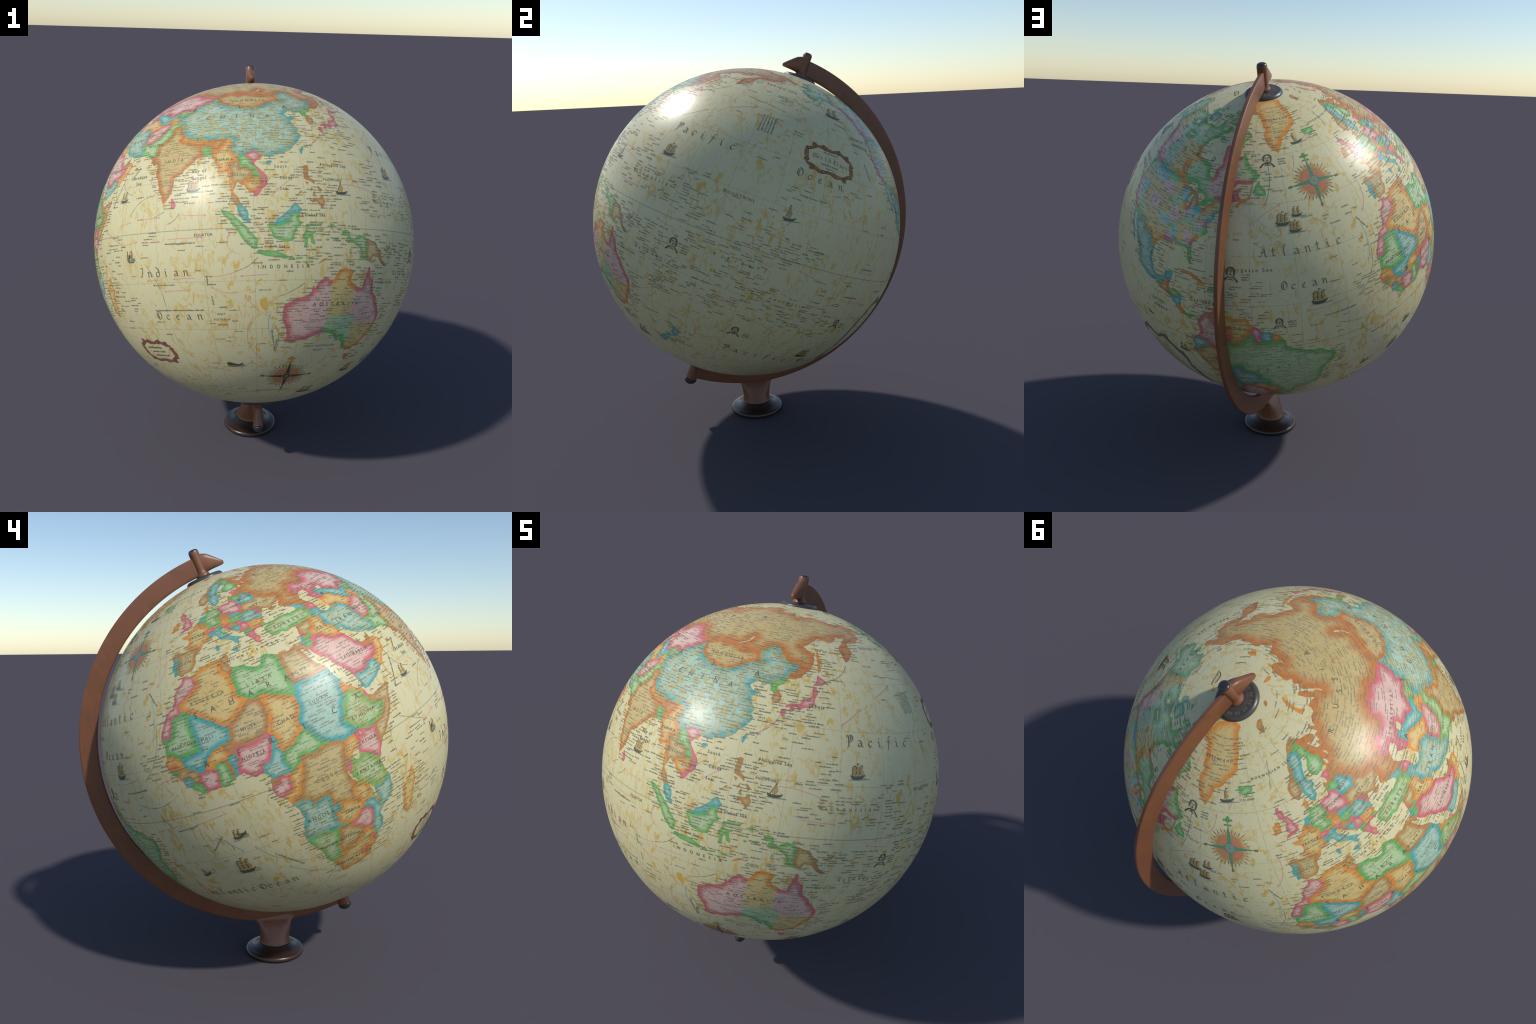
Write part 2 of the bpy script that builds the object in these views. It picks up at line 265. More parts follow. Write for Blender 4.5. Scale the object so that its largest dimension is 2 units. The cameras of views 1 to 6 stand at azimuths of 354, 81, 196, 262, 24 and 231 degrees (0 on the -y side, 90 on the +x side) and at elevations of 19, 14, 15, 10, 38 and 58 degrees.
EURASIA = [  # name, tint, relief, border; a later country overprints an earlier one
    ("russia", "rust", .22, [-10, 30, 192, 0, 192, 80, -10, 80]),
    ("finland", "green", .1, [20.6, 69.1, 24.9, 68.6, 26, 69.8, 28, 70.1, 29, 69.1, 28.5, 68.3, 30, 67.5, 29.5, 66, 30, 64, 31.5, 62.8, 29.5, 61, 27.5, 60.3, 22, 59.3, 20, 61, 20.5, 63.4, 24.1, 65.5, 23.7, 67.5]),
    ("norway", "brown", .3, [2, 58, 11.1, 58.9, 12.2, 61, 12.2, 63.5, 14, 64.5, 14.5, 66.2, 16.5, 68, 18, 68.5, 20.6, 69.1, 24.9, 68.6, 26, 69.8, 28, 70.1, 29, 69.2, 30.9, 69.5, 31.5, 70.5, 28, 72, 20, 71, 5, 65]),
    ("sweden", "blue", .15, [11.1, 58.9, 12.2, 61, 12.2, 63.5, 14, 64.5, 14.5, 66.2, 16.5, 68, 18, 68.5, 20.6, 69.1, 23.6, 67.8, 24.1, 65.7, 22, 65, 19.5, 60, 19, 58, 14.5, 55, 12, 55.2]),
    ("denmark", "orange", .1, [8, 54.9, 9.7, 54.8, 10, 55, 11.2, 56, 11, 58, 8, 57.5]),
    ("france", "orange", .3, [-6, 48, -1.8, 43.4, .7, 42.7, 3.2, 42.4, 5, 42.5, 7.5, 43.7, 6.9, 45.2, 6.1, 46.3, 7.5, 47.6, 8.2, 49, 5.8, 49.5, 4, 50, 2.5, 51.2, 1, 51.2, -3, 49.5]),
    ("germany", "green", .2, [7, 53.8, 6.9, 52.2, 6, 51.8, 6.1, 50.2, 6.4, 49.3, 8.2, 49, 7.6, 47.6, 9.6, 47.5, 13, 47.6, 13.8, 48.7, 12.2, 50.3, 14.8, 50.9, 14.2, 53.9, 13, 55, 9, 55, 8, 54.9]),
    ("netherlands", "blue", 0, [3.3, 51.4, 4.5, 53.6, 7, 53.7, 7, 52.2, 6, 51.8, 6, 50.9, 5, 51.4]),
    ("belgium", "brown", 0, [2.5, 51.2, 3.3, 51.4, 5, 51.4, 6.1, 50.7, 6.3, 49.5, 5.8, 49.5, 4, 50]),
    ("spain", "brown", .4, [-10, 42, -8.8, 42, -6.6, 41.9, -6.4, 41, -7, 40, -7.5, 39.5, -7, 38.2, -7.4, 37.1, -7, 36, -4, 35.8, 1, 38.5, 3.6, 42.4, .7, 42.7, -1.8, 43.4, -5, 44.3, -10, 44]),
    ("portugal", "blue", .1, [-10, 42, -8.8, 42, -6.6, 41.9, -6.4, 41, -7, 40, -7.5, 39.5, -7, 38.2, -7.4, 37.1, -7.4, 36.5, -9.5, 36.5, -10, 39]),
    ("italy", "blue", .3, [6.9, 45.2, 7, 45.9, 9, 45.9, 10.4, 46.7, 12.2, 46.9, 13.6, 46.5, 13.8, 45.6, 13, 44.5, 19, 40.5, 18, 37, 14, 37, 9, 43.5, 7.5, 43.7]),
    ("switzerland", "pink", .2, [6.1, 46.3, 7.5, 47.6, 9.6, 47.5, 10.4, 46.7, 9, 45.9, 7, 45.9]),
    ("austria", "orange", .2, [9.6, 47.5, 13, 47.6, 13.8, 48.7, 15, 49, 17, 48.7, 17, 48, 16.2, 46.9, 14.5, 46.5, 12.2, 46.9, 10.4, 46.7]),
    ("bohemia", "brown", .1, [12.2, 50.3, 14.8, 50.9, 16.3, 50.2, 18.8, 49.6, 17, 48.7, 15, 49, 13.8, 48.7]),
    ("slovakia", "blue", .2, [17, 48.7, 18.8, 49.5, 22.5, 49.1, 22.1, 48.4, 20, 48.2, 18.8, 47.8, 17, 48]),
    ("hungary", "green", .1, [17, 48, 18.8, 47.8, 20, 48.2, 22.1, 48.4, 22.8, 47.9, 20.8, 46.2, 18.7, 45.9, 16.4, 46.5, 16.2, 46.9]),
    ("poland", "pink", 0, [14.2, 53.9, 14.8, 50.9, 16.3, 50.2, 18.8, 49.5, 22.5, 49.1, 24, 50.5, 23.5, 51.7, 23.8, 52.7, 23.5, 53.9, 22.7, 54.4, 19.6, 54.4, 18, 55.3, 14, 54.5]),
    ("lithuania", "green", 0, [21, 55.3, 22.7, 54.4, 23.5, 53.9, 25.7, 54.2, 26.6, 55.6, 25, 56.4, 21, 56.2, 20, 55.8]),
    ("latvia", "brown", 0, [20.5, 56.1, 25, 56.4, 26.6, 55.7, 28.2, 56.1, 27.4, 57.5, 24.3, 57.9, 21, 58]),
    ("estonia", "pink", 0, [23, 58, 24.3, 57.9, 27.4, 57.5, 28, 59.5, 25, 60, 22.5, 59.3]),
    ("belarus", "blue", 0, [23.5, 51.7, 23.8, 52.7, 23.5, 53.9, 25.7, 54.2, 26.6, 55.7, 28.2, 56.1, 30.9, 55.6, 31, 54, 32.7, 53.3, 31.5, 52.1, 30.6, 51.3, 27, 51.6]),
    ("ukraine", "brown", .1, [24, 50.5, 23.5, 51.7, 27, 51.6, 30.6, 51.3, 31.5, 52.1, 34, 52.3, 35.5, 50.4, 40, 49.6, 39.8, 47.8, 38.2, 47.1, 37, 46, 36.3, 45, 33, 44, 31, 45.8, 29.6, 45.3, 28.2, 45.5, 30, 46.4, 29, 48, 26.6, 48.3, 25, 47.8, 22.8, 47.9, 22.1, 48.4, 22.5, 49.1]),
    ("romania", "blue", .35, [20.5, 46.1, 22.8, 47.9, 25, 47.8, 26.6, 48.3, 28, 46.8, 28.2, 45.5, 29.8, 45, 28.6, 43.7, 27, 44.2, 22.7, 44, 21.4, 44.9]),
    ("moldova", "pink", 0, [26.6, 48.3, 29, 48, 30, 46.4, 28.2, 45.5, 28, 46.8]),
    ("bulgaria", "orange", .2, [22.4, 44.1, 22.7, 43.9, 27, 44.2, 28.7, 43.6, 28, 42, 26.3, 41.8, 23, 41.3, 22.4, 42.4]),
    ("croatia", "brown", .1, [13.5, 45.3, 15.5, 45.8, 16.5, 46.5, 18.9, 45.9, 19.2, 44.9, 17, 45.1, 15.8, 45.2, 16, 44.2, 17.5, 43, 18.4, 42.5, 16, 42.5, 14, 44]),
    ("serbia", "pink", .2, [18.9, 45.9, 20.5, 46.1, 21.4, 44.9, 22.7, 44.1, 22.4, 42.3, 20.5, 42, 18.5, 42.4, 19.2, 43.5, 19.2, 44.9]),
    ("bosnia", "blue", .2, [15.8, 45.2, 17, 45.1, 19.2, 44.9, 19.2, 43.5, 18.5, 42.5, 17.5, 43]),
    ("slovenia", "pink", 0, [13.5, 45.5, 13.7, 46.5, 16.4, 46.6, 15.5, 45.7]),
    ("albania", "green", .2, [19.3, 42.2, 20.5, 42.1, 22.4, 42.3, 23, 41.3, 20.9, 40.9, 20, 39.7, 19, 40.5]),
    ("greece", "pink", .2, [20, 39.7, 20.9, 40.9, 23, 41.3, 26.3, 41.7, 26.5, 40.6, 25, 39, 24.5, 37, 23, 36, 20, 37.5]),
    ("turkey", "green", .55, [26, 40.9, 26.3, 41.7, 28.1, 42, 30, 41.5, 35, 42.5, 41.5, 41.5, 43.5, 41.1, 44.8, 39.7, 44.3, 37.2, 42.3, 37.2, 39, 36.8, 36.6, 36.7, 36, 35.8, 28, 35.5, 25.5, 38, 26, 40]),
    ("georgia", "blue", .2, [40, 43.4, 43, 43.3, 46.3, 41.9, 46.4, 41.2, 43.5, 41.1, 41.5, 41.5, 41, 42]),
    ("armenia", "brown", .3, [43.5, 41.1, 45, 41.3, 46.5, 39, 45, 39.6, 44, 40]),
    ("azerbaijan", "pink", .1, [45, 41.3, 46.4, 41.2, 46.3, 41.9, 48.5, 41.8, 50.5, 40.3, 49, 38.4, 48, 39.6, 46.5, 39, 46, 40.3]),
    ("syria", "brown", .1, [36, 35.8, 36.6, 36.7, 39, 36.8, 42.3, 37.2, 41.2, 34.4, 38.8, 33.4, 36.8, 32.3, 35.7, 32.8, 35.5, 35]),
    ("iraq", "orange", .1, [42.3, 37.2, 44.8, 37.2, 46, 35.8, 45.4, 34, 47.8, 31, 48.5, 30, 47.7, 30.1, 46.5, 29.1, 44.7, 29.2, 42, 31.1, 39.2, 32.2, 38.8, 33.4, 41.2, 34.4]),
    ("saudi_arabia", "pink", 0, [34, 29.4, 36, 29.2, 38, 30.5, 37, 31.5, 39.2, 32.2, 42, 31.1, 44.7, 29.2, 46.5, 29.1, 48.4, 28.6, 50.5, 27, 50.8, 24.8, 51.6, 24.2, 52.5, 23, 55.2, 22.7, 55.7, 22, 55, 20, 52, 19, 49, 18.6, 47, 17, 44, 17.4, 42.8, 16.4, 41, 17, 38, 22, 34, 28]),
    ("jordan", "green", 0, [35, 29.4, 35.5, 31, 35.7, 32.8, 36.8, 32.3, 38.8, 33.4, 39.2, 32.2, 37, 31.5, 38, 30.5, 36, 29.2]),
    ("lebanon", "pink", 0, [35, 33.2, 35.5, 34.7, 36.5, 34.2, 35.7, 33.2]),
    ("israel", "blue", 0, [34.2, 31.3, 34.9, 29.5, 35.5, 31, 35.7, 32.8, 35.5, 33.2, 34.5, 33]),
    ("sinai", "brown", .1, [32, 31.5, 34.2, 31.4, 34.9, 29.5, 34.5, 27, 32, 29.5]),
    ("qatar", "green", 0, [50.8, 24.7, 50.5, 26.5, 52, 26.5, 51.6, 24.6]),
    ("emirates", "brown", 0, [51.6, 24.2, 53, 25.5, 56.2, 26, 56.4, 24.8, 55.8, 24, 55.2, 22.7, 52.5, 23]),
    ("oman", "orange", .1, [56.4, 24.8, 56.2, 26.5, 61, 23.5, 58, 18, 53, 16, 52.9, 17, 52, 19, 55, 20, 55.7, 22, 55.2, 22.7, 55.8, 24]),
    ("yemen", "blue", .2, [42.8, 16.4, 44, 17.4, 47, 17, 49, 18.6, 52, 19, 53, 16.5, 52, 14, 43, 12, 42, 15]),
    ("iran", "blue", .6, [44.8, 39.7, 44.3, 37.2, 46, 35.8, 45.4, 34, 47.8, 31, 48.5, 29.8, 52, 26.5, 57, 25, 61.6, 25, 63.2, 27.2, 61, 29.5, 61.7, 31, 60.6, 33.5, 61.2, 35.5, 58, 37.8, 55, 38, 53.8, 37.2, 51, 38, 48.9, 38.4, 48, 39.6, 46.5, 38.9]),
    ("turkmenistan", "orange", 0, [53.8, 37.2, 55, 38, 58, 37.8, 61.2, 35.5, 64.5, 36.2, 66.5, 37.4, 62.4, 40, 58.5, 42.7, 56, 41.3, 52.5, 41.8, 52, 40]),
    ("uzbekistan", "blue", 0, [56, 41.3, 58.5, 42.7, 62.4, 40, 66.5, 37.4, 68, 37.5, 68, 38.8, 70.5, 40.2, 73, 40.8, 71, 42.2, 68, 41, 66, 42, 66, 43, 62, 43.5, 58.5, 45.5, 56, 45]),
    ("kazakhstan", "pink", 0, [46.6, 48.5, 50.5, 51.6, 53.5, 51, 59, 50.6, 61.5, 51.5, 61, 53.8, 70, 55.3, 71, 54.1, 76.5, 54.2, 80, 50.9, 83.5, 51, 87.3, 49.2, 85.5, 47, 82.5, 45.3, 80.2, 42.2, 74, 43.2, 71, 42.3, 68, 41, 66, 42, 66, 43, 62, 43.5, 58.5, 45.5, 56, 45, 56, 41.3, 52.5, 41.8, 50, 44, 51, 46.5, 49, 46.3, 47, 47.5]),
    ("china", "blue", .8, [73.7, 39.5, 76, 40.4, 80.2, 42.2, 80.2, 45, 82.5, 45.3, 85.5, 47, 87.8, 49.2, 91, 45.2, 96.5, 42.8, 105, 41.6, 111.5, 43.7, 112, 45, 116, 46.3, 119.8, 46.8, 118, 47.5, 116.7, 49.8, 120, 53, 124, 53.3, 127.5, 50, 131, 47.7, 134.8, 48.3, 133.2, 45.2, 131, 44.8, 130.6, 42.5, 128, 42, 126, 41.5, 124.3, 40, 122, 38, 123, 37, 124, 30, 117, 21, 108.2, 21.5, 105.3, 23.3, 102.2, 22.5, 101.2, 21.5, 99, 22, 97.7, 24, 98.7, 27.5, 97.3, 28.2, 92, 28, 90, 28.2, 88.8, 28, 86, 28, 81, 30.2, 79, 32.5, 77.5, 35.4, 75, 37.2]),
    ("kyrgyzstan", "green", .5, [71, 42.2, 73, 40.8, 70.5, 40, 73.7, 39.5, 76, 40.4, 80.2, 42.2, 79, 42.8, 74, 43.2, 70.9, 42.3]),
    ("tajikistan", "orange", .4, [68, 37.2, 68, 38.8, 70.5, 40.2, 73.7, 39.5, 75, 37.3, 72, 36.8, 71.3, 38]),
    ("afghanistan", "pink", .3, [61.2, 35.5, 64.5, 36.2, 66.5, 37.4, 71.3, 38, 72, 36.8, 75, 37.3, 71.5, 36.2, 71, 34, 69.3, 31.9, 66.3, 29.9, 61, 29.5, 61.7, 31, 60.6, 33.5]),
    ("pakistan", "green", .3, [61.6, 25, 63.2, 27.2, 61, 29.5, 66.3, 29.9, 69.3, 31.9, 71, 34, 71.5, 36.2, 75, 37, 77.5, 35.4, 74, 34, 75, 32.2, 73.5, 30, 70.2, 27.9, 71, 24.5, 68.2, 23.7, 66, 24]),
    ("india", "rust", .25, [68, 23.7, 71, 24.5, 70.2, 27.9, 73.5, 30, 75, 32.2, 74, 34, 77.5, 35.4, 79, 32.5, 81, 30.2, 80.2, 28.7, 84, 27.4, 88, 26.5, 88.8, 28, 89, 27, 92, 26.8, 92, 28, 97.3, 28.2, 96, 27, 94.5, 24.5, 93.3, 24, 92.4, 22, 91.3, 24, 92, 25, 89.8, 25.3, 88.2, 25.7, 89, 23.5, 89, 21, 80, 10, 77, 7, 72, 18, 67, 22]),
    ("nepal", "orange", .4, [80.2, 28.7, 81, 30.2, 86, 28, 88.1, 27.9, 88, 26.5, 84, 27.4]),
    ("bhutan", "brown", .3, [88.9, 27.2, 90, 28.2, 92, 27.7, 92, 26.8]),
    ("bangladesh", "green", 0, [88.2, 25.7, 89.8, 25.3, 92, 25, 91.3, 24, 92.4, 22, 92.3, 20.7, 89, 21.5, 89, 23.5, 88.3, 24.5]),
    ("burma", "orange", .3, [92.3, 20.7, 92.4, 22, 93.3, 24, 94.5, 24.5, 96, 27, 97.3, 28.2, 98.7, 27.5, 97.7, 24, 99, 22, 101.2, 21.5, 100, 20.4, 97.5, 18.5, 98.8, 16, 98.2, 15, 99.3, 12, 98.7, 10, 97, 12, 93, 16]),
    ("thailand", "brown", .3, [100, 20.4, 97.5, 18.5, 98.8, 16, 98.2, 15, 99.3, 12, 98.7, 10, 98, 8, 99.6, 6.3, 102, 6.2, 101, 8, 101, 12, 102.5, 12, 102.5, 13.6, 105.5, 14.3, 104.8, 16.5, 103, 18.2, 101, 17.5, 101.2, 19.5]),
    ("laos", "green", .4, [100, 20.4, 101.2, 21.5, 102, 22.4, 104, 20.5, 105, 18.8, 107.5, 15, 107, 14.4, 105.5, 14.3, 104.8, 16.5, 103, 18.2, 101, 17.5, 101.2, 19.5]),
    ("cambodia", "orange", .1, [102.5, 12, 102.5, 13.6, 105.5, 14.3, 107.5, 14.5, 107.5, 12.3, 106, 11, 104.5, 10.4, 103, 10.3]),
    ("vietnam", "pink", .1, [102.2, 22.5, 105.3, 23.3, 108.2, 21.5, 106.5, 19, 109.9, 15, 109.9, 11, 105, 8, 104.5, 10.4, 106, 11, 107.5, 12.3, 107.5, 15, 105, 18.8, 104, 20.5]),
    ("malaya", "blue", .1, [99.6, 6.5, 102, 6.2, 104, 6, 105, 1, 101, 1.5]),
    ("mongolia", "rust", .35, [87.8, 49.2, 92, 50.7, 98, 52, 98.5, 50.5, 102.3, 51.3, 107, 49.8, 113, 49.6, 116.7, 49.8, 118, 47.5, 119.8, 46.8, 116, 46.3, 112, 45, 111.5, 43.7, 105, 41.6, 96.5, 42.8, 91, 45.2]),
    ("north_korea", "green", .2, [124.3, 40, 126, 41.5, 128, 42, 130.6, 42.5, 131, 41, 128.4, 38.5, 126.7, 37.9, 124, 38]),
    ("south_korea", "brown", .2, [124, 38, 126.7, 37.9, 128.4, 38.6, 130.5, 36, 129, 34, 125, 34]),
]
AFRICA_COAST = [
    ("west", [-5.9, 35.8, -6.3, 34.3, -8.5, 33.3, -9.8, 31.5, -9.7, 30, -11.5, 28.3, -13, 27.8, -14.8, 25.5, -16, 23.5, -17, 21, -16.2, 19.3, -16.5, 16, -17.5, 14.7, -16.8, 13.2, -16.7, 12.3, -15, 10.9, -13.3, 9, -13.2, 8.4, -12.5, 7.4, -11, 6.4, -9, 5, -7.5, 4.4, -5, 5.1, -2, 4.8, 1, 5.9, 4, 6.4, 5.2, 5.4, 6, 4.3, 8.5, 4.7, 9.5, 3.9, 9.8, 2.5, 9.4, .8, 8.8, -.7, 9.6, -2.3, 11.8, -4.7, 12.3, -6, 13.3, -8.3, 13.8, -10.7, 12.5, -13.5, 11.8, -16, 12, -18.5, 14.5, -22.5, 15.2, -26.8, 16.5, -28.7, 18.2, -31.7, 18.4, -34.1]),
    ("east", [20, -34.8, 22.5, -34, 25.7, -34, 28, -32.9, 31, -30, 32.8, -28, 32.9, -26, 35.5, -24.1, 35.4, -21.5, 34.7, -19.9, 37, -17.7, 40.3, -15.7, 40.7, -13, 40.4, -10.5, 39.5, -8, 39, -5.8, 39.5, -4.5, 41, -2, 43, 0, 46, 2.5, 48, 4.8, 49.8, 7.8, 51.2, 10.5, 51.2, 11.8, 48.5, 11.2, 45, 10.5, 43.3, 11.5, 43, 12.8, 40.8, 14.4, 39.2, 15.3, 38.1, 18, 36.9, 20, 36.5, 22, 35.2, 24, 33.7, 26.5, 32.7, 28.8, 32.6, 29.9]),
    ("north", [32.5, 31.2, 31, 31.5, 29, 30.9, 25, 31.6, 23, 32.6, 21.5, 32.9, 20.1, 32, 19.9, 30.7, 18, 30.4, 15.5, 31.7, 15.2, 32.4, 12.5, 32.8, 11, 33.4, 10.2, 34.2, 11, 35.3, 10.9, 37, 9.8, 37.3, 7, 36.9, 3, 36.8, 0, 35.9, -2.2, 35.1, -5.3, 35.7]),
]
AFRICA_LAKES = [
    ("victoria", [31.8, -.2, 33, .4, 34.1, 0, 33.7, -1.8, 32.5, -2.5, 31.8, -1.5]),
    ("tanganyika", [29.1, -3.5, 29.7, -5.5, 31.1, -8.6, 30.6, -8.7, 29.2, -6.3, 28.9, -4]),
    ("nyasa", [33.9, -9.6, 34.7, -11.5, 35.1, -14, 34.5, -14, 34, -11.5]),
    ("rudolf", [35.8, 4.6, 36.2, 4.4, 36.6, 2.8, 36.1, 3]),
]
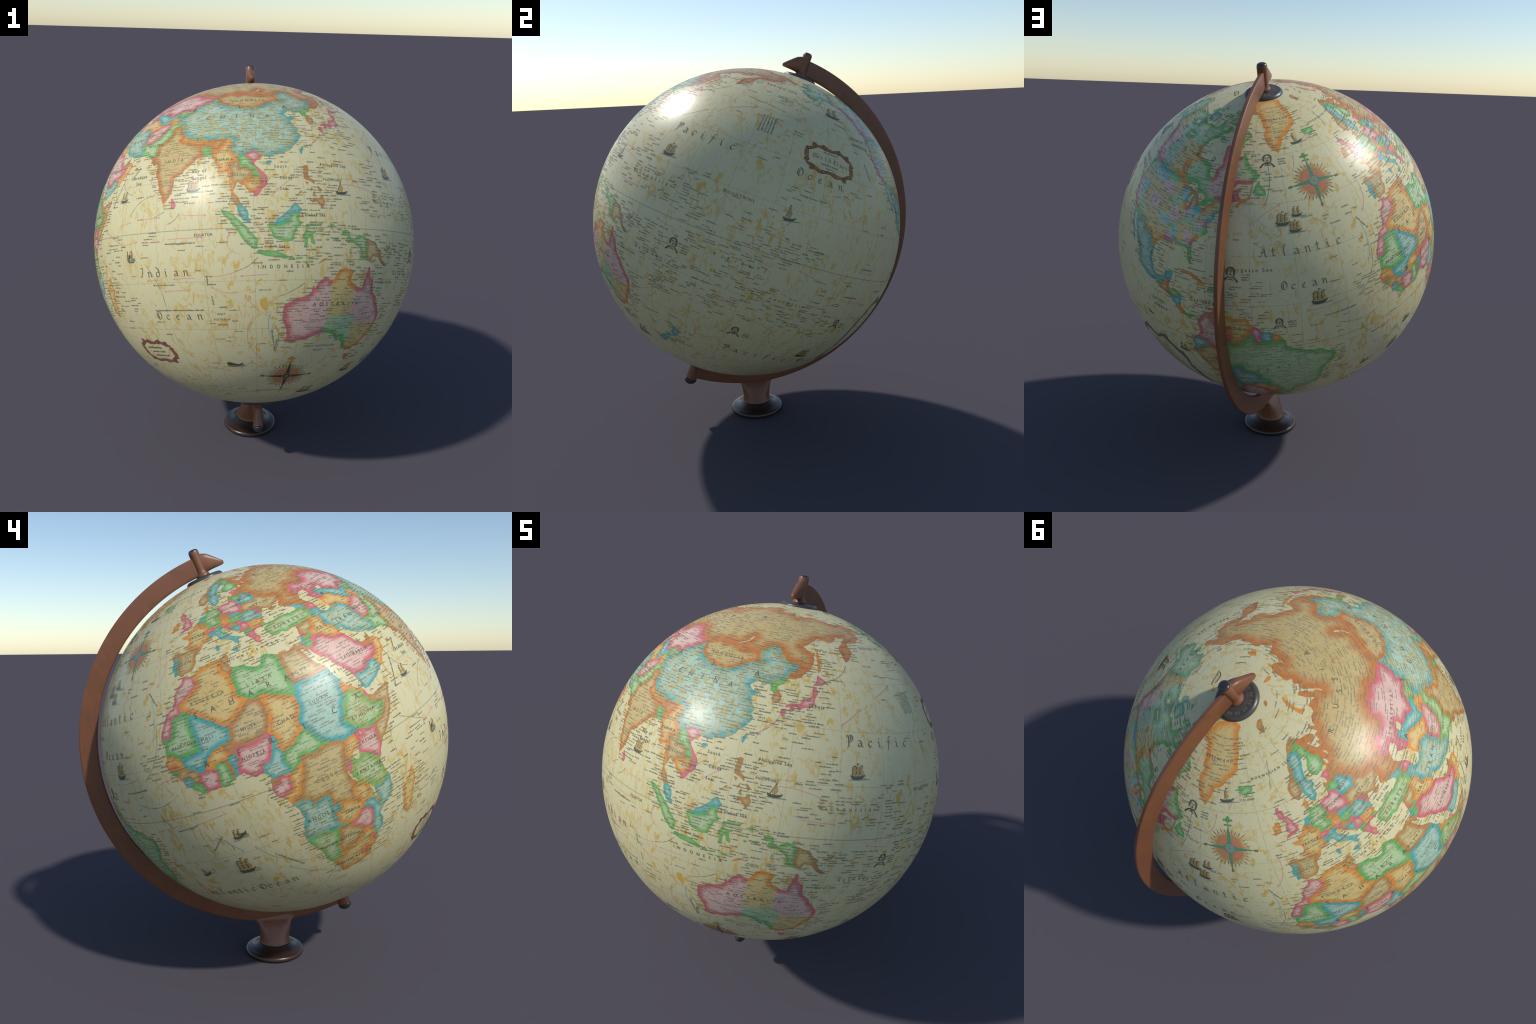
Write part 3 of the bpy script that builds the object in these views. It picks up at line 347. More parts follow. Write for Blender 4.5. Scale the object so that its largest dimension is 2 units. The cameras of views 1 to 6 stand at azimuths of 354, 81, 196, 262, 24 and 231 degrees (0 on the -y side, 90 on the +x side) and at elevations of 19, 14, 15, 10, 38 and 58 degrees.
AFRICA = [
    ("south_africa", "orange", .5, [-20, 40, 60, 40, 60, -40, -20, -40]),
    ("western_sahara", "pink", 0, [-8.7, 27.7, -8.7, 26, -12, 26, -12, 23.4, -13, 23, -13, 21.3, -17.3, 20.9, -19, 21, -15, 28]),
    ("morocco", "pink", .3, [-13, 27.7, -8.7, 27.7, -8.7, 28.7, -5.5, 29.8, -3.6, 31, -1.2, 32.3, -1.7, 33.5, -2.2, 35.3, -5, 36.2, -10, 36, -16, 28]),
    ("algeria", "orange", .1, [-8.7, 27.3, -8.7, 28.7, -5.5, 29.8, -3.6, 31, -1.2, 32.3, -1.7, 33.5, -2.2, 35.3, -1, 38, 8.6, 38, 8.3, 35.5, 7.6, 33.5, 9.1, 32.2, 9.6, 30, 9.9, 26.5, 9.4, 26, 12, 23.5, 5.8, 19.5, 3.2, 19.2, 1.8, 20.6, -4.8, 25]),
    ("tunisia", "brown", .1, [8.6, 38, 8.3, 35.5, 7.6, 33.5, 9.1, 32.2, 9.6, 30.2, 11.6, 33.2, 12, 38]),
    ("libya", "green", 0, [11.6, 33.2, 9.6, 30.2, 9.9, 26.5, 9.4, 26, 12, 23.5, 15, 23, 16, 23.4, 24, 19.5, 24, 20, 25, 20, 25, 29.5, 25, 32.5, 24, 34, 12, 34]),
    ("egypt", "brown", .05, [25, 22, 25, 29.5, 25, 33, 33, 33, 32.5, 31.2, 32.6, 29.9, 33, 28, 38, 22]),
    ("sudan", "blue", 0, [25, 22, 37, 22, 39.5, 19, 38.6, 18, 37, 17, 36.5, 14.5, 36.2, 13, 35, 12, 34, 9.5, 33, 8, 34, 7.5, 35.9, 4.7, 34, 4.2, 31, 3.7, 29.5, 4.5, 27.5, 5, 25, 7, 24, 8.7, 23, 11, 22, 12.5, 22.5, 14, 24, 15.7, 24, 20, 25, 20]),
    ("chad", "orange", .05, [24, 19.5, 16, 23.4, 15, 23, 15.5, 21, 15.5, 17, 13.7, 14, 14, 13, 15, 12, 15, 10, 14, 9.7, 15.5, 7.6, 18.5, 8.2, 19, 9, 22.5, 11, 22, 12.5, 22.5, 14, 24, 15.7]),
    ("niger", "brown", 0, [15, 23, 12, 23.5, 5.8, 19.5, 4.2, 19.1, 4.2, 16.8, 3.5, 15.4, .3, 14.9, 2, 12.5, 3.6, 11.7, 4, 13.5, 7, 13, 9.5, 12.8, 13.7, 13.7, 15.5, 17, 15.5, 21]),
    ("mali", "blue", 0, [-4.8, 25, 1.8, 20.6, 3.2, 19.2, 4.2, 19.1, 4.2, 16.8, 3.5, 15.4, .3, 14.9, -2, 14.2, -4, 13, -5.4, 11.2, -5.5, 10.4, -8, 10.2, -8.5, 11.2, -11.4, 12.2, -12.2, 14.8, -11, 15.3, -5.5, 15.5, -6.5, 24.9]),
    ("mauritania", "green", 0, [-8.7, 27.3, -8.7, 26, -12, 26, -12, 23.4, -13, 23, -13, 21.3, -17.3, 20.9, -17.5, 16, -16, 16.5, -14.5, 16.6, -12.2, 14.8, -11, 15.3, -5.5, 15.5, -6.5, 24.9, -4.8, 25]),
    ("senegal", "orange", 0, [-18, 16.2, -14.5, 16.6, -12.2, 14.8, -11.4, 12.3, -14, 12.7, -17.5, 12.4]),
    ("gambia", "pink", 0, [-17, 13.7, -14, 13.7, -14, 13.2, -17, 13.2]),
    ("bissau", "green", 0, [-17, 12.4, -13.7, 12.7, -13.7, 11.7, -15.2, 10.8, -17, 11]),
    ("guinea", "brown", .2, [-15.1, 10.9, -13.7, 11.7, -13.7, 12.6, -11.4, 12.2, -8.5, 11.2, -8, 10.2, -7.9, 8.5, -8.5, 7.6, -9.4, 7.4, -10.3, 8.5, -11.2, 10, -12.5, 9.8, -13.3, 9]),
    ("sierra_leone", "blue", 0, [-13.5, 9, -12.5, 9.8, -11.2, 10, -10.3, 8.5, -11.5, 6.8, -14, 7.5]),
    ("liberia", "green", 0, [-11.5, 6.8, -10.3, 8.5, -9.4, 7.4, -8.5, 7.6, -7.5, 6, -7.5, 4, -11, 5]),
    ("ivory_coast", "pink", 0, [-7.5, 4, -7.5, 6, -8.5, 7.6, -7.9, 8.5, -8, 10.2, -5.5, 10.4, -2.8, 9.7, -2.5, 8.2, -3, 6, -3, 4]),
    ("burkina", "orange", 0, [-5.5, 10.4, -5.4, 11.2, -4, 13, -2, 14.2, .3, 14.9, 2, 12.5, 2.3, 11.9, .9, 11, -2.8, 11, -2.8, 9.7]),
    ("ghana", "green", 0, [-3, 4, -3.2, 6, -2.5, 8.2, -2.8, 11, 0, 11.1, .5, 8.5, 1.2, 6, 1, 4]),
    ("togo", "brown", 0, [0, 11.1, .9, 11, 1.6, 9, 1.6, 6, 1.2, 5, .5, 8.5]),
    ("benin", "blue", 0, [.9, 11, 2.3, 11.9, 3.6, 11.7, 3.7, 10, 2.7, 8, 2.7, 5.5, 1.6, 5, 1.6, 9]),
    ("nigeria", "pink", 0, [2.7, 5, 2.7, 8, 3.7, 10, 3.6, 11.7, 4, 13.5, 7, 13, 9.5, 12.8, 13.7, 13.7, 14.3, 12.8, 13.3, 10.2, 12, 7.5, 11, 6.6, 9.5, 6.4, 8.7, 4.8, 8.5, 3, 5, 3]),
    ("cameroon", "blue", .1, [8.5, 3.8, 9.2, 6.4, 11, 6.6, 12, 7.5, 13.3, 10.2, 14.3, 12.8, 15, 12, 15, 10, 14, 9.7, 15.5, 7.6, 14.5, 5, 16, 2.2, 13, 2.2, 9.8, 2.2, 9, 3]),
    ("central_africa", "green", .05, [15.5, 7.6, 18.5, 8.2, 19, 9, 22.5, 11, 23, 11, 24, 8.7, 25, 7, 27.5, 5, 25, 5, 22.5, 4.2, 19, 5.1, 18.5, 3.5, 16.2, 3.5, 14.5, 5]),
    ("rio_muni", "brown", 0, [9, 2.2, 11.3, 2.2, 11.3, 1, 9, 1]),
    ("gabon", "pink", 0, [9, 1, 11.3, 1, 11.3, 2.2, 13.2, 2.2, 14.4, 1.2, 13.9, -2.4, 11.6, -2.5, 11, -4, 8, -1]),
    ("congo", "orange", 0, [13.2, 2.2, 16, 2.2, 18.5, 3.5, 17.8, 0, 16.2, -2, 15.5, -4.2, 13, -4.9, 12, -5, 11, -4, 11.6, -2.5, 13.9, -2.4, 14.4, 1.2]),
    ("zaire", "brown", .25, [12, -6, 13, -4.9, 15.5, -4.2, 16.2, -2, 17.8, 0, 18.5, 3.5, 19, 5.1, 22.5, 4.2, 25, 5, 27.5, 5, 30.8, 3.5, 31, 2.2, 29.7, .5, 29.5, -1.5, 29, -2.8, 29.3, -4.5, 30.7, -8.2, 28.6, -9.2, 28.4, -12, 29.8, -12.1, 29.8, -13.4, 27.5, -12.2, 25.3, -11.5, 24, -11, 22, -11, 21.8, -7.3, 17.5, -8, 16.5, -6, 13, -5.9]),
    ("uganda", "orange", 0, [31, 3.7, 34, 4.2, 35, 1.8, 34, -.2, 34, -1, 29.6, -1.4, 29.7, .5, 31, 2.2]),
    ("kenya", "pink", .1, [34, 4.2, 35.9, 4.9, 39, 3.6, 41.9, 4, 41, 2.8, 41, -.9, 41.6, -1.8, 40, -5, 39, -4.7, 37.5, -3, 34, -1, 34, .2, 35, 1.8]),
    ("ethiopia", "green", .75, [36.2, 13, 36.5, 14.3, 38, 14.8, 40, 14.4, 42.4, 12.5, 41.8, 11, 43, 11, 43, 9.5, 44, 9, 47, 8, 48, 8, 45, 5, 43, 4.7, 41.9, 4, 39, 3.6, 35.9, 4.9, 34, 7.5, 33, 8, 34, 9.5, 35, 12]),
    ("eritrea", "orange", .1, [36.5, 14.3, 37, 17, 38.6, 18.2, 40, 17, 44, 12.5, 42.4, 12.5, 40, 14.4, 38, 14.8]),
    ("djibouti", "pink", 0, [42.4, 12.5, 43.4, 12.9, 43.6, 11.4, 43, 11, 41.8, 11]),
    ("somalia", "brown", 0, [43, 11, 43, 9.5, 44, 9, 47, 8, 48, 8, 45, 5, 41.9, 4, 41, 2.8, 41, -.9, 41.6, -1.8, 46, 0, 54, 11, 52, 13, 44, 12]),
    ("tanzania", "green", .65, [30.5, -1, 34, -1, 37.5, -3, 39.2, -4.7, 41, -6, 40.5, -10.5, 37.5, -11.6, 34.6, -11.5, 34, -9.5, 32.8, -9.2, 30.7, -8.2, 29.3, -4.5, 30.7, -3, 30.8, -2]),
    ("burundi", "pink", .1, [29, -2.8, 29.6, -1.4, 30.5, -1, 30.8, -2.4, 30, -4.3, 29.3, -4.5]),
    ("angola", "blue", .5, [12, -6, 13, -5.9, 16.5, -6, 17.5, -8, 21.8, -7.3, 22, -11, 24, -11, 24, -13, 22, -13, 22, -16.2, 23.4, -17.6, 20.5, -18, 18.5, -17.4, 14, -17.4, 11, -17.3]),
    ("zambia", "orange", .45, [22, -13, 24, -13, 24, -11, 25.3, -11.5, 27.5, -12.2, 29.8, -13.4, 29.8, -12.1, 28.4, -12, 28.6, -9.2, 30.7, -8.2, 32.8, -9.2, 33.3, -12, 32.8, -13.8, 30.2, -15, 30.4, -15.7, 28.8, -16, 27, -17.9, 25.2, -17.8, 23.4, -17.6, 22, -16.2]),
    ("mozambique", "blue", .4, [34.6, -11.5, 37.5, -11.6, 41, -10.4, 42, -15, 36, -20, 36, -25, 33, -27, 32, -26.8, 32, -24, 31.4, -22.3, 32.6, -20, 33, -16.7, 30.4, -15.7, 30.2, -15, 33.2, -14, 34.5, -14.5, 34.3, -15.5, 35.2, -17, 35.8, -15, 34.8, -14]),
    ("malawi", "tan", .2, [32.8, -9.3, 34, -9.5, 34.6, -11.5, 34.6, -14, 35.8, -15, 35.2, -17, 34.3, -15.5, 34.5, -14.5, 32.8, -13.8, 33.3, -12]),
    ("zimbabwe", "pink", .25, [25.2, -17.8, 27, -17.9, 28.8, -16, 30.4, -15.7, 33, -16.7, 32.6, -20, 31.4, -22.3, 29.4, -22.2, 27.7, -20.5, 26, -19.5]),
    ("botswana", "brown", .35, [25.2, -17.8, 26, -19.5, 27.7, -20.5, 29.4, -22.2, 27, -23.7, 25.5, -25.7, 23, -25.3, 20.7, -26.9, 20, -24.8, 20, -22, 21, -22, 21, -18.3, 23.5, -18]),
    ("namibia", "green", .5, [11, -17.3, 14, -17.4, 18.5, -17.4, 21, -18, 23.4, -17.6, 25.2, -17.8, 23.5, -18.3, 21, -18.3, 21, -22, 20, -22, 20, -28.4, 17.5, -28.7, 15.5, -29.5, 13, -25]),
    ("swaziland", "pink", 0, [30.8, -26.8, 31.2, -25.8, 32.1, -26, 32, -27.3, 31, -27.3]),
    ("lesotho", "pink", .1, [27, -29.6, 28.6, -28.6, 29.4, -29.4, 28, -30.6]),
]
NORTH_AMERICA_COAST = [
    ("arctic", [-168, 65.6, -164, 66.5, -162, 66.2, -163.5, 67.5, -166.5, 68.3, -163, 69.5, -157, 71.3, -152, 70.8, -145, 70, -141, 69.6, -135, 69.3, -129, 70, -125, 69.6, -124.5, 70, -120, 69.4, -115, 68.3, -114, 67.9, -108.5, 67.5, -108, 68.5, -102, 67.8, -98, 67.8, -96, 68.2, -96, 69.5, -94.5, 71.9, -92.5, 71, -92, 69.5, -90.5, 68.5, -88, 68, -87, 67.3, -85.5, 68.8, -85, 69.8, -82.5, 69.7, -81.5, 68.5, -81.3, 67.3, -83.5, 66.3, -86, 66.3]),
    ("hudson", [-87.5, 64.8, -88, 64.2, -90.5, 63.8, -93, 62.3, -94.7, 60.5, -94.7, 58.8, -92.5, 57, -88, 56.6, -85, 55.3, -82.3, 55.1, -82.2, 53, -80.5, 51.5, -79, 51.5, -79, 54, -76.7, 56.3, -77.5, 59, -78.2, 62.4, -73.5, 62.4, -70, 61, -69.5, 59, -67.8, 58.4, -65.8, 59, -64.5, 60.3]),
    ("labrador", [-62, 57.5, -60, 55.3, -57, 54.2, -55.8, 52.6, -58.8, 51.3, -60, 50.2, -66.3, 50.2, -69.5, 48, -71.2, 46.8, -68.5, 48.5, -65, 49.2, -64.3, 48.7, -65.5, 47.8, -64.8, 46.5, -63.5, 45.9, -61.4, 46.2, -60.6, 47, -60, 45.9, -63.5, 44.6, -65.7, 43.5, -66.2, 44.3, -64.5, 45.4, -67, 44.9]),
    ("atlantic", [-70, 43.7, -70.8, 42.8, -70, 41.8, -71.5, 41.4, -74, 40.7, -74, 39.7, -75.3, 38.8, -75.9, 37.2, -76.4, 39, -76.3, 37, -75.6, 35.3, -77.5, 34.2, -79, 33.3, -81.2, 31.8, -81.4, 30, -80.2, 27, -80.4, 25.3, -81.2, 25.3, -82.7, 27.7, -82.8, 29, -84, 30, -85.4, 29.7, -88, 30.3, -89.5, 30.3, -89.3, 29.1, -91.5, 29.5, -94, 29.6, -95.5, 28.8, -97.2, 27.7, -97.5, 25, -97.8, 22.3, -96.3, 19.3, -94.5, 18.2, -92, 18.6, -90.6, 19.5, -90.3, 21, -87, 21.5, -87.6, 19.3, -88.2, 18, -88.8, 16, -86.3, 15.8, -83.2, 15, -83.6, 12.5, -83.7, 11, -82.2, 9.1, -80.5, 9, -79.6, 9.6, -77.4, 8.6]),
    ("pacific", [-77.9, 7.2, -78.5, 8.7, -79.6, 8.9, -80.2, 7.4, -81.8, 8.1, -83, 8.3, -83.6, 8.6, -85.6, 10, -86, 11.2, -87.6, 13, -90, 13.7, -92.3, 14.5, -94.5, 16.2, -96.5, 15.7, -99.7, 16.7, -102.3, 18, -104.5, 19.1, -105.6, 20.4, -105.3, 22, -107, 24, -109.3, 25.7, -110.5, 27.5, -112.2, 29, -113.1, 31.2, -114.7, 31.7, -114.5, 30.2, -112.7, 28, -111, 26, -109.5, 23.1, -110.2, 23.2, -112.1, 25, -112.2, 26.1, -115, 27.8, -114.2, 28.5, -115.8, 30.3, -117.1, 32.5, -118.4, 33.9, -120.6, 34.5, -121.9, 36.6, -123.8, 39, -124.3, 40.4, -124.1, 43, -124, 46.2, -124.7, 48.3, -122.8, 48.2, -123, 49.2, -127, 51, -128.5, 53, -130.3, 54.8, -133.5, 57.5, -136.5, 58.3, -139.8, 59.6, -144, 60, -147.5, 60.9, -149.5, 59.8, -151.7, 59.2, -151.5, 61, -154, 59.3, -158, 56.8, -161.5, 55.3, -164.5, 54.6, -160.5, 56, -157.5, 57.6, -157.3, 58.8, -159, 58.5, -162, 58.7, -162, 60, -165.2, 60.7, -166, 61.7, -164.5, 63.1, -161, 64, -161, 64.6, -164.5, 64.5, -166.5, 64.6]),
]
NORTH_AMERICA_LAKES = [
    ("superior", [-92, 46.8, -90, 47.8, -88.2, 48.8, -86, 48.5, -84.6, 46.6, -87, 46.5, -88.5, 47]),
    ("michigan", [-87.8, 42, -87, 41.7, -86.3, 43, -86.2, 44.8, -85.2, 45.8, -87.3, 45, -87.9, 43.5]),
    ("huron", [-84.3, 45.9, -81, 45.9, -80.2, 44.6, -81.6, 44, -82.2, 43, -83.2, 44, -83.4, 45]),
    ("erie", [-83.3, 41.6, -81, 41.7, -79, 42.7, -80.5, 42.7]),
    ("ontario", [-79.6, 43.3, -76.4, 43.6, -76.5, 44.1, -78.5, 43.9]),
    ("winnipeg", [-96.5, 50.6, -97.5, 52, -98.5, 53.8, -97.8, 53.8, -97, 52]),
    ("slave", [-116, 61.2, -112, 61.3, -109.5, 62.6, -112.5, 62.2, -115.5, 62.3]),
    ("bear", [-124, 65.5, -121, 65, -118, 66, -121, 66.8, -125, 66.6]),
]
NORTH_AMERICA = [
    ("nunavut", "green", .35, [-170, 5, -50, 5, -50, 85, -170, 85]),
    ("british_columbia", "pink", .3, [-140, 60, -124, 60, -120, 60, -120, 53.8, -114.1, 49, -123, 49, -125, 48, -130, 50, -135, 54.5]),
    ("yukon", "tan", .5, [-141, 70, -136, 69, -132, 65, -124, 60, -141, 60]),
    ("northwest_territories", "sage", .35, [-136, 70, -132, 65, -124, 60, -102, 60, -102, 64, -112, 67, -120, 70.5, -125, 71]),
    ("alberta", "sage", .3, [-120, 60, -110, 60, -110, 49, -114.1, 49, -120, 53.8]),
    ("saskatchewan", "tan", .25, [-110, 60, -102, 60, -101.4, 49, -110, 49]),
    ("manitoba", "orange", .1, [-102, 60, -94, 60, -88, 57, -95.2, 52.8, -95.2, 49, -101.4, 49]),
    ("quebec", "pink", .25, [-79.5, 51, -79.5, 47, -74.5, 45.2, -71.5, 45, -70, 46, -69, 47.4, -66.5, 48, -64, 48, -57, 51.4, -63.8, 52, -67, 53, -67, 55, -64.5, 60.4, -70, 63, -79, 63.5, -80, 54]),
    ("ontario", "green", .3, [-95.2, 49, -95.2, 52.8, -88, 57, -82, 56, -79.5, 51.5, -79.5, 47, -74.5, 45.2, -76.5, 44, -79, 43.2, -83, 41.8, -82.4, 43.2, -84, 46.3, -89.5, 48]),
    ("labrador", "green", .1, [-57, 51.4, -63.8, 52, -67, 53, -66.5, 55, -64.5, 60.4, -55, 55]),
    ("new_brunswick", "pink", 0, [-69, 47.4, -66.5, 48, -64, 48, -63.8, 46, -67, 44.8, -67.8, 46]),
    ("nova_scotia", "orange", 0, [-67, 43, -66, 45, -63.8, 46, -61, 48, -59, 45.5]),
    ("alaska", "sage", .5, [-141, 70, -141, 60.3, -137.5, 58.9, -135.5, 59.8, -133, 57.8, -130, 56, -130, 54.6, -134, 54, -170, 52, -171, 72]),
    ("mexico", "blue", .4, [-118, 32.4, -114.8, 32.5, -111, 31.3, -106.5, 31.8, -104.5, 29.7, -103, 29, -101.4, 29.8, -99.5, 27.5, -97, 25.9, -95, 24, -95, 19, -86, 22, -87, 18.3, -89.2, 17.8, -91, 17.8, -92.2, 14.5, -105, 15, -118, 28]),
    ("washington", "green", .3, [-125, 49, -117, 49, -117, 46, -119, 46, -121, 45.7, -124.5, 46.2, -126, 48]),
    ("oregon", "tan", .3, [-125, 46.2, -121, 45.7, -119, 46, -117, 46, -117, 42, -125, 42]),
    ("california", "pink", .3, [-125, 42, -120, 42, -120, 39, -114.6, 35, -114.6, 32.7, -117.5, 32.4, -123, 35]),
    ("nevada", "blue", .3, [-120, 42, -114, 42, -114, 36, -114.7, 35, -120, 39]),
    ("idaho", "tan", .4, [-117, 49, -116, 49, -116, 48, -114.5, 45.6, -111, 44.5, -111, 42, -117, 42]),
    ("montana", "blue", .15, [-116, 49, -104, 49, -104, 45, -111, 45, -111, 44.5, -114.5, 45.6, -116, 48]),
    ("wyoming", "orange", .2, [-111, 45, -104, 45, -104, 41, -111, 41]),
    ("utah", "orange", .3, [-114, 42, -111, 42, -111, 41, -109, 41, -109, 37, -114, 37]),
    ("colorado", "pink", .3, [-109, 41, -102, 41, -102, 37, -109, 37]),
    ("arizona", "green", .3, [-114.7, 35, -114, 36, -114, 37, -109, 37, -109, 31.3, -111, 31.3, -114.8, 32.5]),
    ("new_mexico", "tan", .2, [-109, 37, -103, 37, -103, 32, -106.5, 31.8, -109, 31.3]),
    ("north_dakota", "green", 0, [-104, 49, -97, 49, -96.5, 46, -104, 46]),
    ("south_dakota", "pink", 0, [-104, 46, -96.5, 46, -96.5, 43, -104, 43]),
    ("nebraska", "tan", 0, [-104, 43, -96.5, 43, -95.5, 40, -102, 40, -102, 41, -104, 41]),
    ("kansas", "orange", 0, [-102, 40, -95, 40, -94.6, 37, -102, 37]),
    ("oklahoma", "blue", 0, [-103, 37, -94.6, 37, -94.5, 33.7, -100, 34.5, -100, 36.5, -103, 36.5]),
    ("texas", "orange", 0, [-103, 36.5, -100, 36.5, -100, 34.5, -94.5, 33.7, -94, 33, -93.7, 29, -97, 25.9, -99.5, 27.5, -101.4, 29.8, -103, 29, -104.5, 29.7, -106.5, 31.8, -103, 32]),
    ("minnesota", "orange", 0, [-97, 49, -95.2, 49.3, -89.5, 48, -92, 46.7, -92.8, 45.5, -91.3, 43.5, -96.5, 43.5, -96.5, 46]),
    ("iowa", "green", 0, [-96.5, 43.5, -91.3, 43.5, -90.2, 41.8, -91.5, 40.5, -95.7, 40.5]),
    ("missouri", "pink", 0, [-95.7, 40.5, -91.5, 40.5, -90, 38.8, -89.3, 36.5, -94.6, 36.5, -94.6, 39]),
    ("arkansas", "green", 0, [-94.5, 36.5, -89.7, 36.3, -91, 33, -94, 33]),
    ("louisiana", "pink", 0, [-94, 33, -91, 33, -91.5, 31, -89.7, 31, -89, 29, -94, 29]),
    ("wisconsin", "blue", 0, [-92, 46.7, -90, 47, -87.5, 45.3, -87.3, 42.5, -90.6, 42.5, -91.3, 43.5, -92.8, 45.5]),
    ("michigan", "brown", 0, [-90, 46.6, -84.5, 46.8, -82.3, 43.5, -83.3, 41.7, -87, 41.7, -87.3, 44]),
    ("illinois", "orange", 0, [-90.6, 42.5, -87.5, 42.5, -87.5, 39, -88.5, 37, -89.3, 37, -91.5, 40.3]),
    ("indiana", "pink", 0, [-87.5, 41.8, -84.8, 41.8, -84.8, 39, -87.5, 38]),
    ("ohio", "blue", 0, [-84.8, 41.8, -80.5, 42.2, -80.5, 40.5, -82.5, 38.5, -84.8, 39]),
    ("kentucky", "green", .1, [-89.3, 36.5, -88.5, 37, -87.5, 38, -84.8, 39, -82.3, 38.3, -82, 37.5, -83.7, 36.6]),
    ("tennessee", "orange", .1, [-90, 35, -89.4, 36.5, -81.7, 36.6, -84.3, 35]),
    ("mississippi", "blue", 0, [-91, 33, -90, 35, -88.2, 35, -88.4, 30, -89.7, 30, -89.7, 31, -91.5, 31]),
    ("alabama", "orange", 0, [-88.2, 35, -85.6, 35, -85, 31, -87.6, 31, -88, 30, -88.4, 30]),
    ("georgia_state", "pink", 0, [-85.6, 35, -83.2, 35, -81, 32, -81, 30.6, -85, 30.8]),
    ("florida", "green", 0, [-87.6, 31, -85, 31, -85, 30.7, -82, 30.5, -80.5, 31, -79, 26, -81, 24, -88, 29.5]),
    ("south_carolina", "orange", 0, [-83.2, 35, -81, 35.1, -78.5, 33.8, -81, 31.5]),
    ("north_carolina", "green", 0, [-84.3, 35, -81.7, 36.6, -75, 36.6, -75, 35, -78.5, 33.8, -81, 35.1, -83.2, 35]),
    ("virginia", "pink", 0, [-83.7, 36.6, -82, 37.5, -80, 37.7, -78, 39.3, -76, 38, -75, 36.6]),
    ("west_virginia", "tan", .2, [-82.5, 38.5, -80.6, 40.5, -79.5, 39.5, -78, 39.3, -80, 37.7, -82, 37.5]),
    ("pennsylvania", "brown", .1, [-80.5, 42.2, -75.3, 42, -74.8, 40.3, -75.5, 39.7, -80.5, 39.7]),
    ("new_jersey", "blue", 0, [-79.5, 39.7, -75.5, 39.7, -74.7, 41.3, -73.8, 40.8, -74.5, 38.5, -76, 38]),
    ("new_york", "orange", .1, [-79.8, 42.2, -76.5, 43.5, -75, 45, -73.4, 45, -73.5, 42, -73.7, 41, -72, 40.8, -75.3, 42]),
    ("new_england", "green", .1, [-73.4, 45, -71, 45.3, -70.8, 43, -70, 41, -73.7, 41, -73.5, 42.7]),
    ("maine", "pink", .1, [-71, 45.3, -70, 46.6, -68.5, 47.4, -67.5, 46, -66.8, 44.8, -70.8, 43]),
    ("guatemala", "orange", .2, [-92.3, 14.5, -91.8, 16.1, -91, 17.8, -89.2, 17.8, -89.2, 15.9, -88.5, 15.8, -89.4, 14.4, -90.1, 13.6]),
    ("belize", "pink", 0, [-89.2, 17.8, -88, 18.5, -87.8, 16.5, -88.9, 15.8, -89.2, 15.9]),
    ("honduras", "green", .3, [-89.3, 14.4, -88.5, 15.8, -86, 16.3, -83, 15.2, -85, 14, -87, 13]),
    ("salvador", "brown", 0, [-90.1, 13.7, -89.3, 14.4, -87.7, 13.8, -87.7, 13]),
    ("nicaragua", "blue", .1, [-87.7, 13, -85, 14, -83, 15.1, -83.5, 11, -85.7, 11]),
    ("costa_rica", "orange", .2, [-85.9, 11.1, -83.6, 10.9, -82.5, 9.5, -82.9, 8.2, -86, 9.5]),
    ("panama", "green", .1, [-82.9, 8.2, -82.5, 9.5, -80, 10.5, -77, 8.7, -78, 7, -81, 6.5]),
]
SOUTH_AMERICA_COAST = [
    ("north", [-77.4, 8.6, -75.5, 10.6, -74.8, 11.1, -73, 11.4, -71.7, 12.4, -71.3, 11, -70.2, 11.5, -68.5, 10.8, -66, 10.6, -64, 10.2, -61.9, 10.7, -60.5, 8.5, -58, 6.9, -57, 6, -54, 5.9, -51.7, 4.2, -50, 1.7, -50, 0, -48.3, -.9, -44.5, -2.4, -41.5, -2.9, -39.9, -2.9, -37.2, -4.8, -35.2, -5.3]),
    ("east", [-34.8, -7.5, -35.3, -9.3, -37.3, -11.5, -38.9, -13.3, -39, -16.8, -39.8, -19.6, -41, -22, -43.5, -23, -45.5, -23.7, -48.5, -25.8, -48.6, -28.3, -50.5, -30.5, -52.3, -32.5, -54, -34.7, -56.5, -34.8, -58.3, -34, -57.3, -36, -57.6, -38.2, -61.5, -39, -62.3, -40.8, -65, -41, -63.7, -42.5, -65.4, -44.5, -67.5, -46.3, -65.8, -47.7, -69, -50.5, -68.4, -52.4, -65.2, -54.7]),
    ("west", [-68.5, -55.5, -72, -53.8, -75, -51, -75.5, -47, -73, -44, -73.8, -41.8, -73.5, -39.5, -73.3, -37.2, -71.6, -33.5, -71.4, -30, -70.5, -25.5, -70.2, -19.5, -70.3, -18.3, -72, -17, -76.2, -14, -77.2, -12, -79.5, -8, -81.2, -6, -81.2, -4.3, -80, -2.9, -81, -2.2, -80, .5, -78.8, 1.5, -77.3, 3, -77.5, 5.5, -77.9, 7.2]),
]
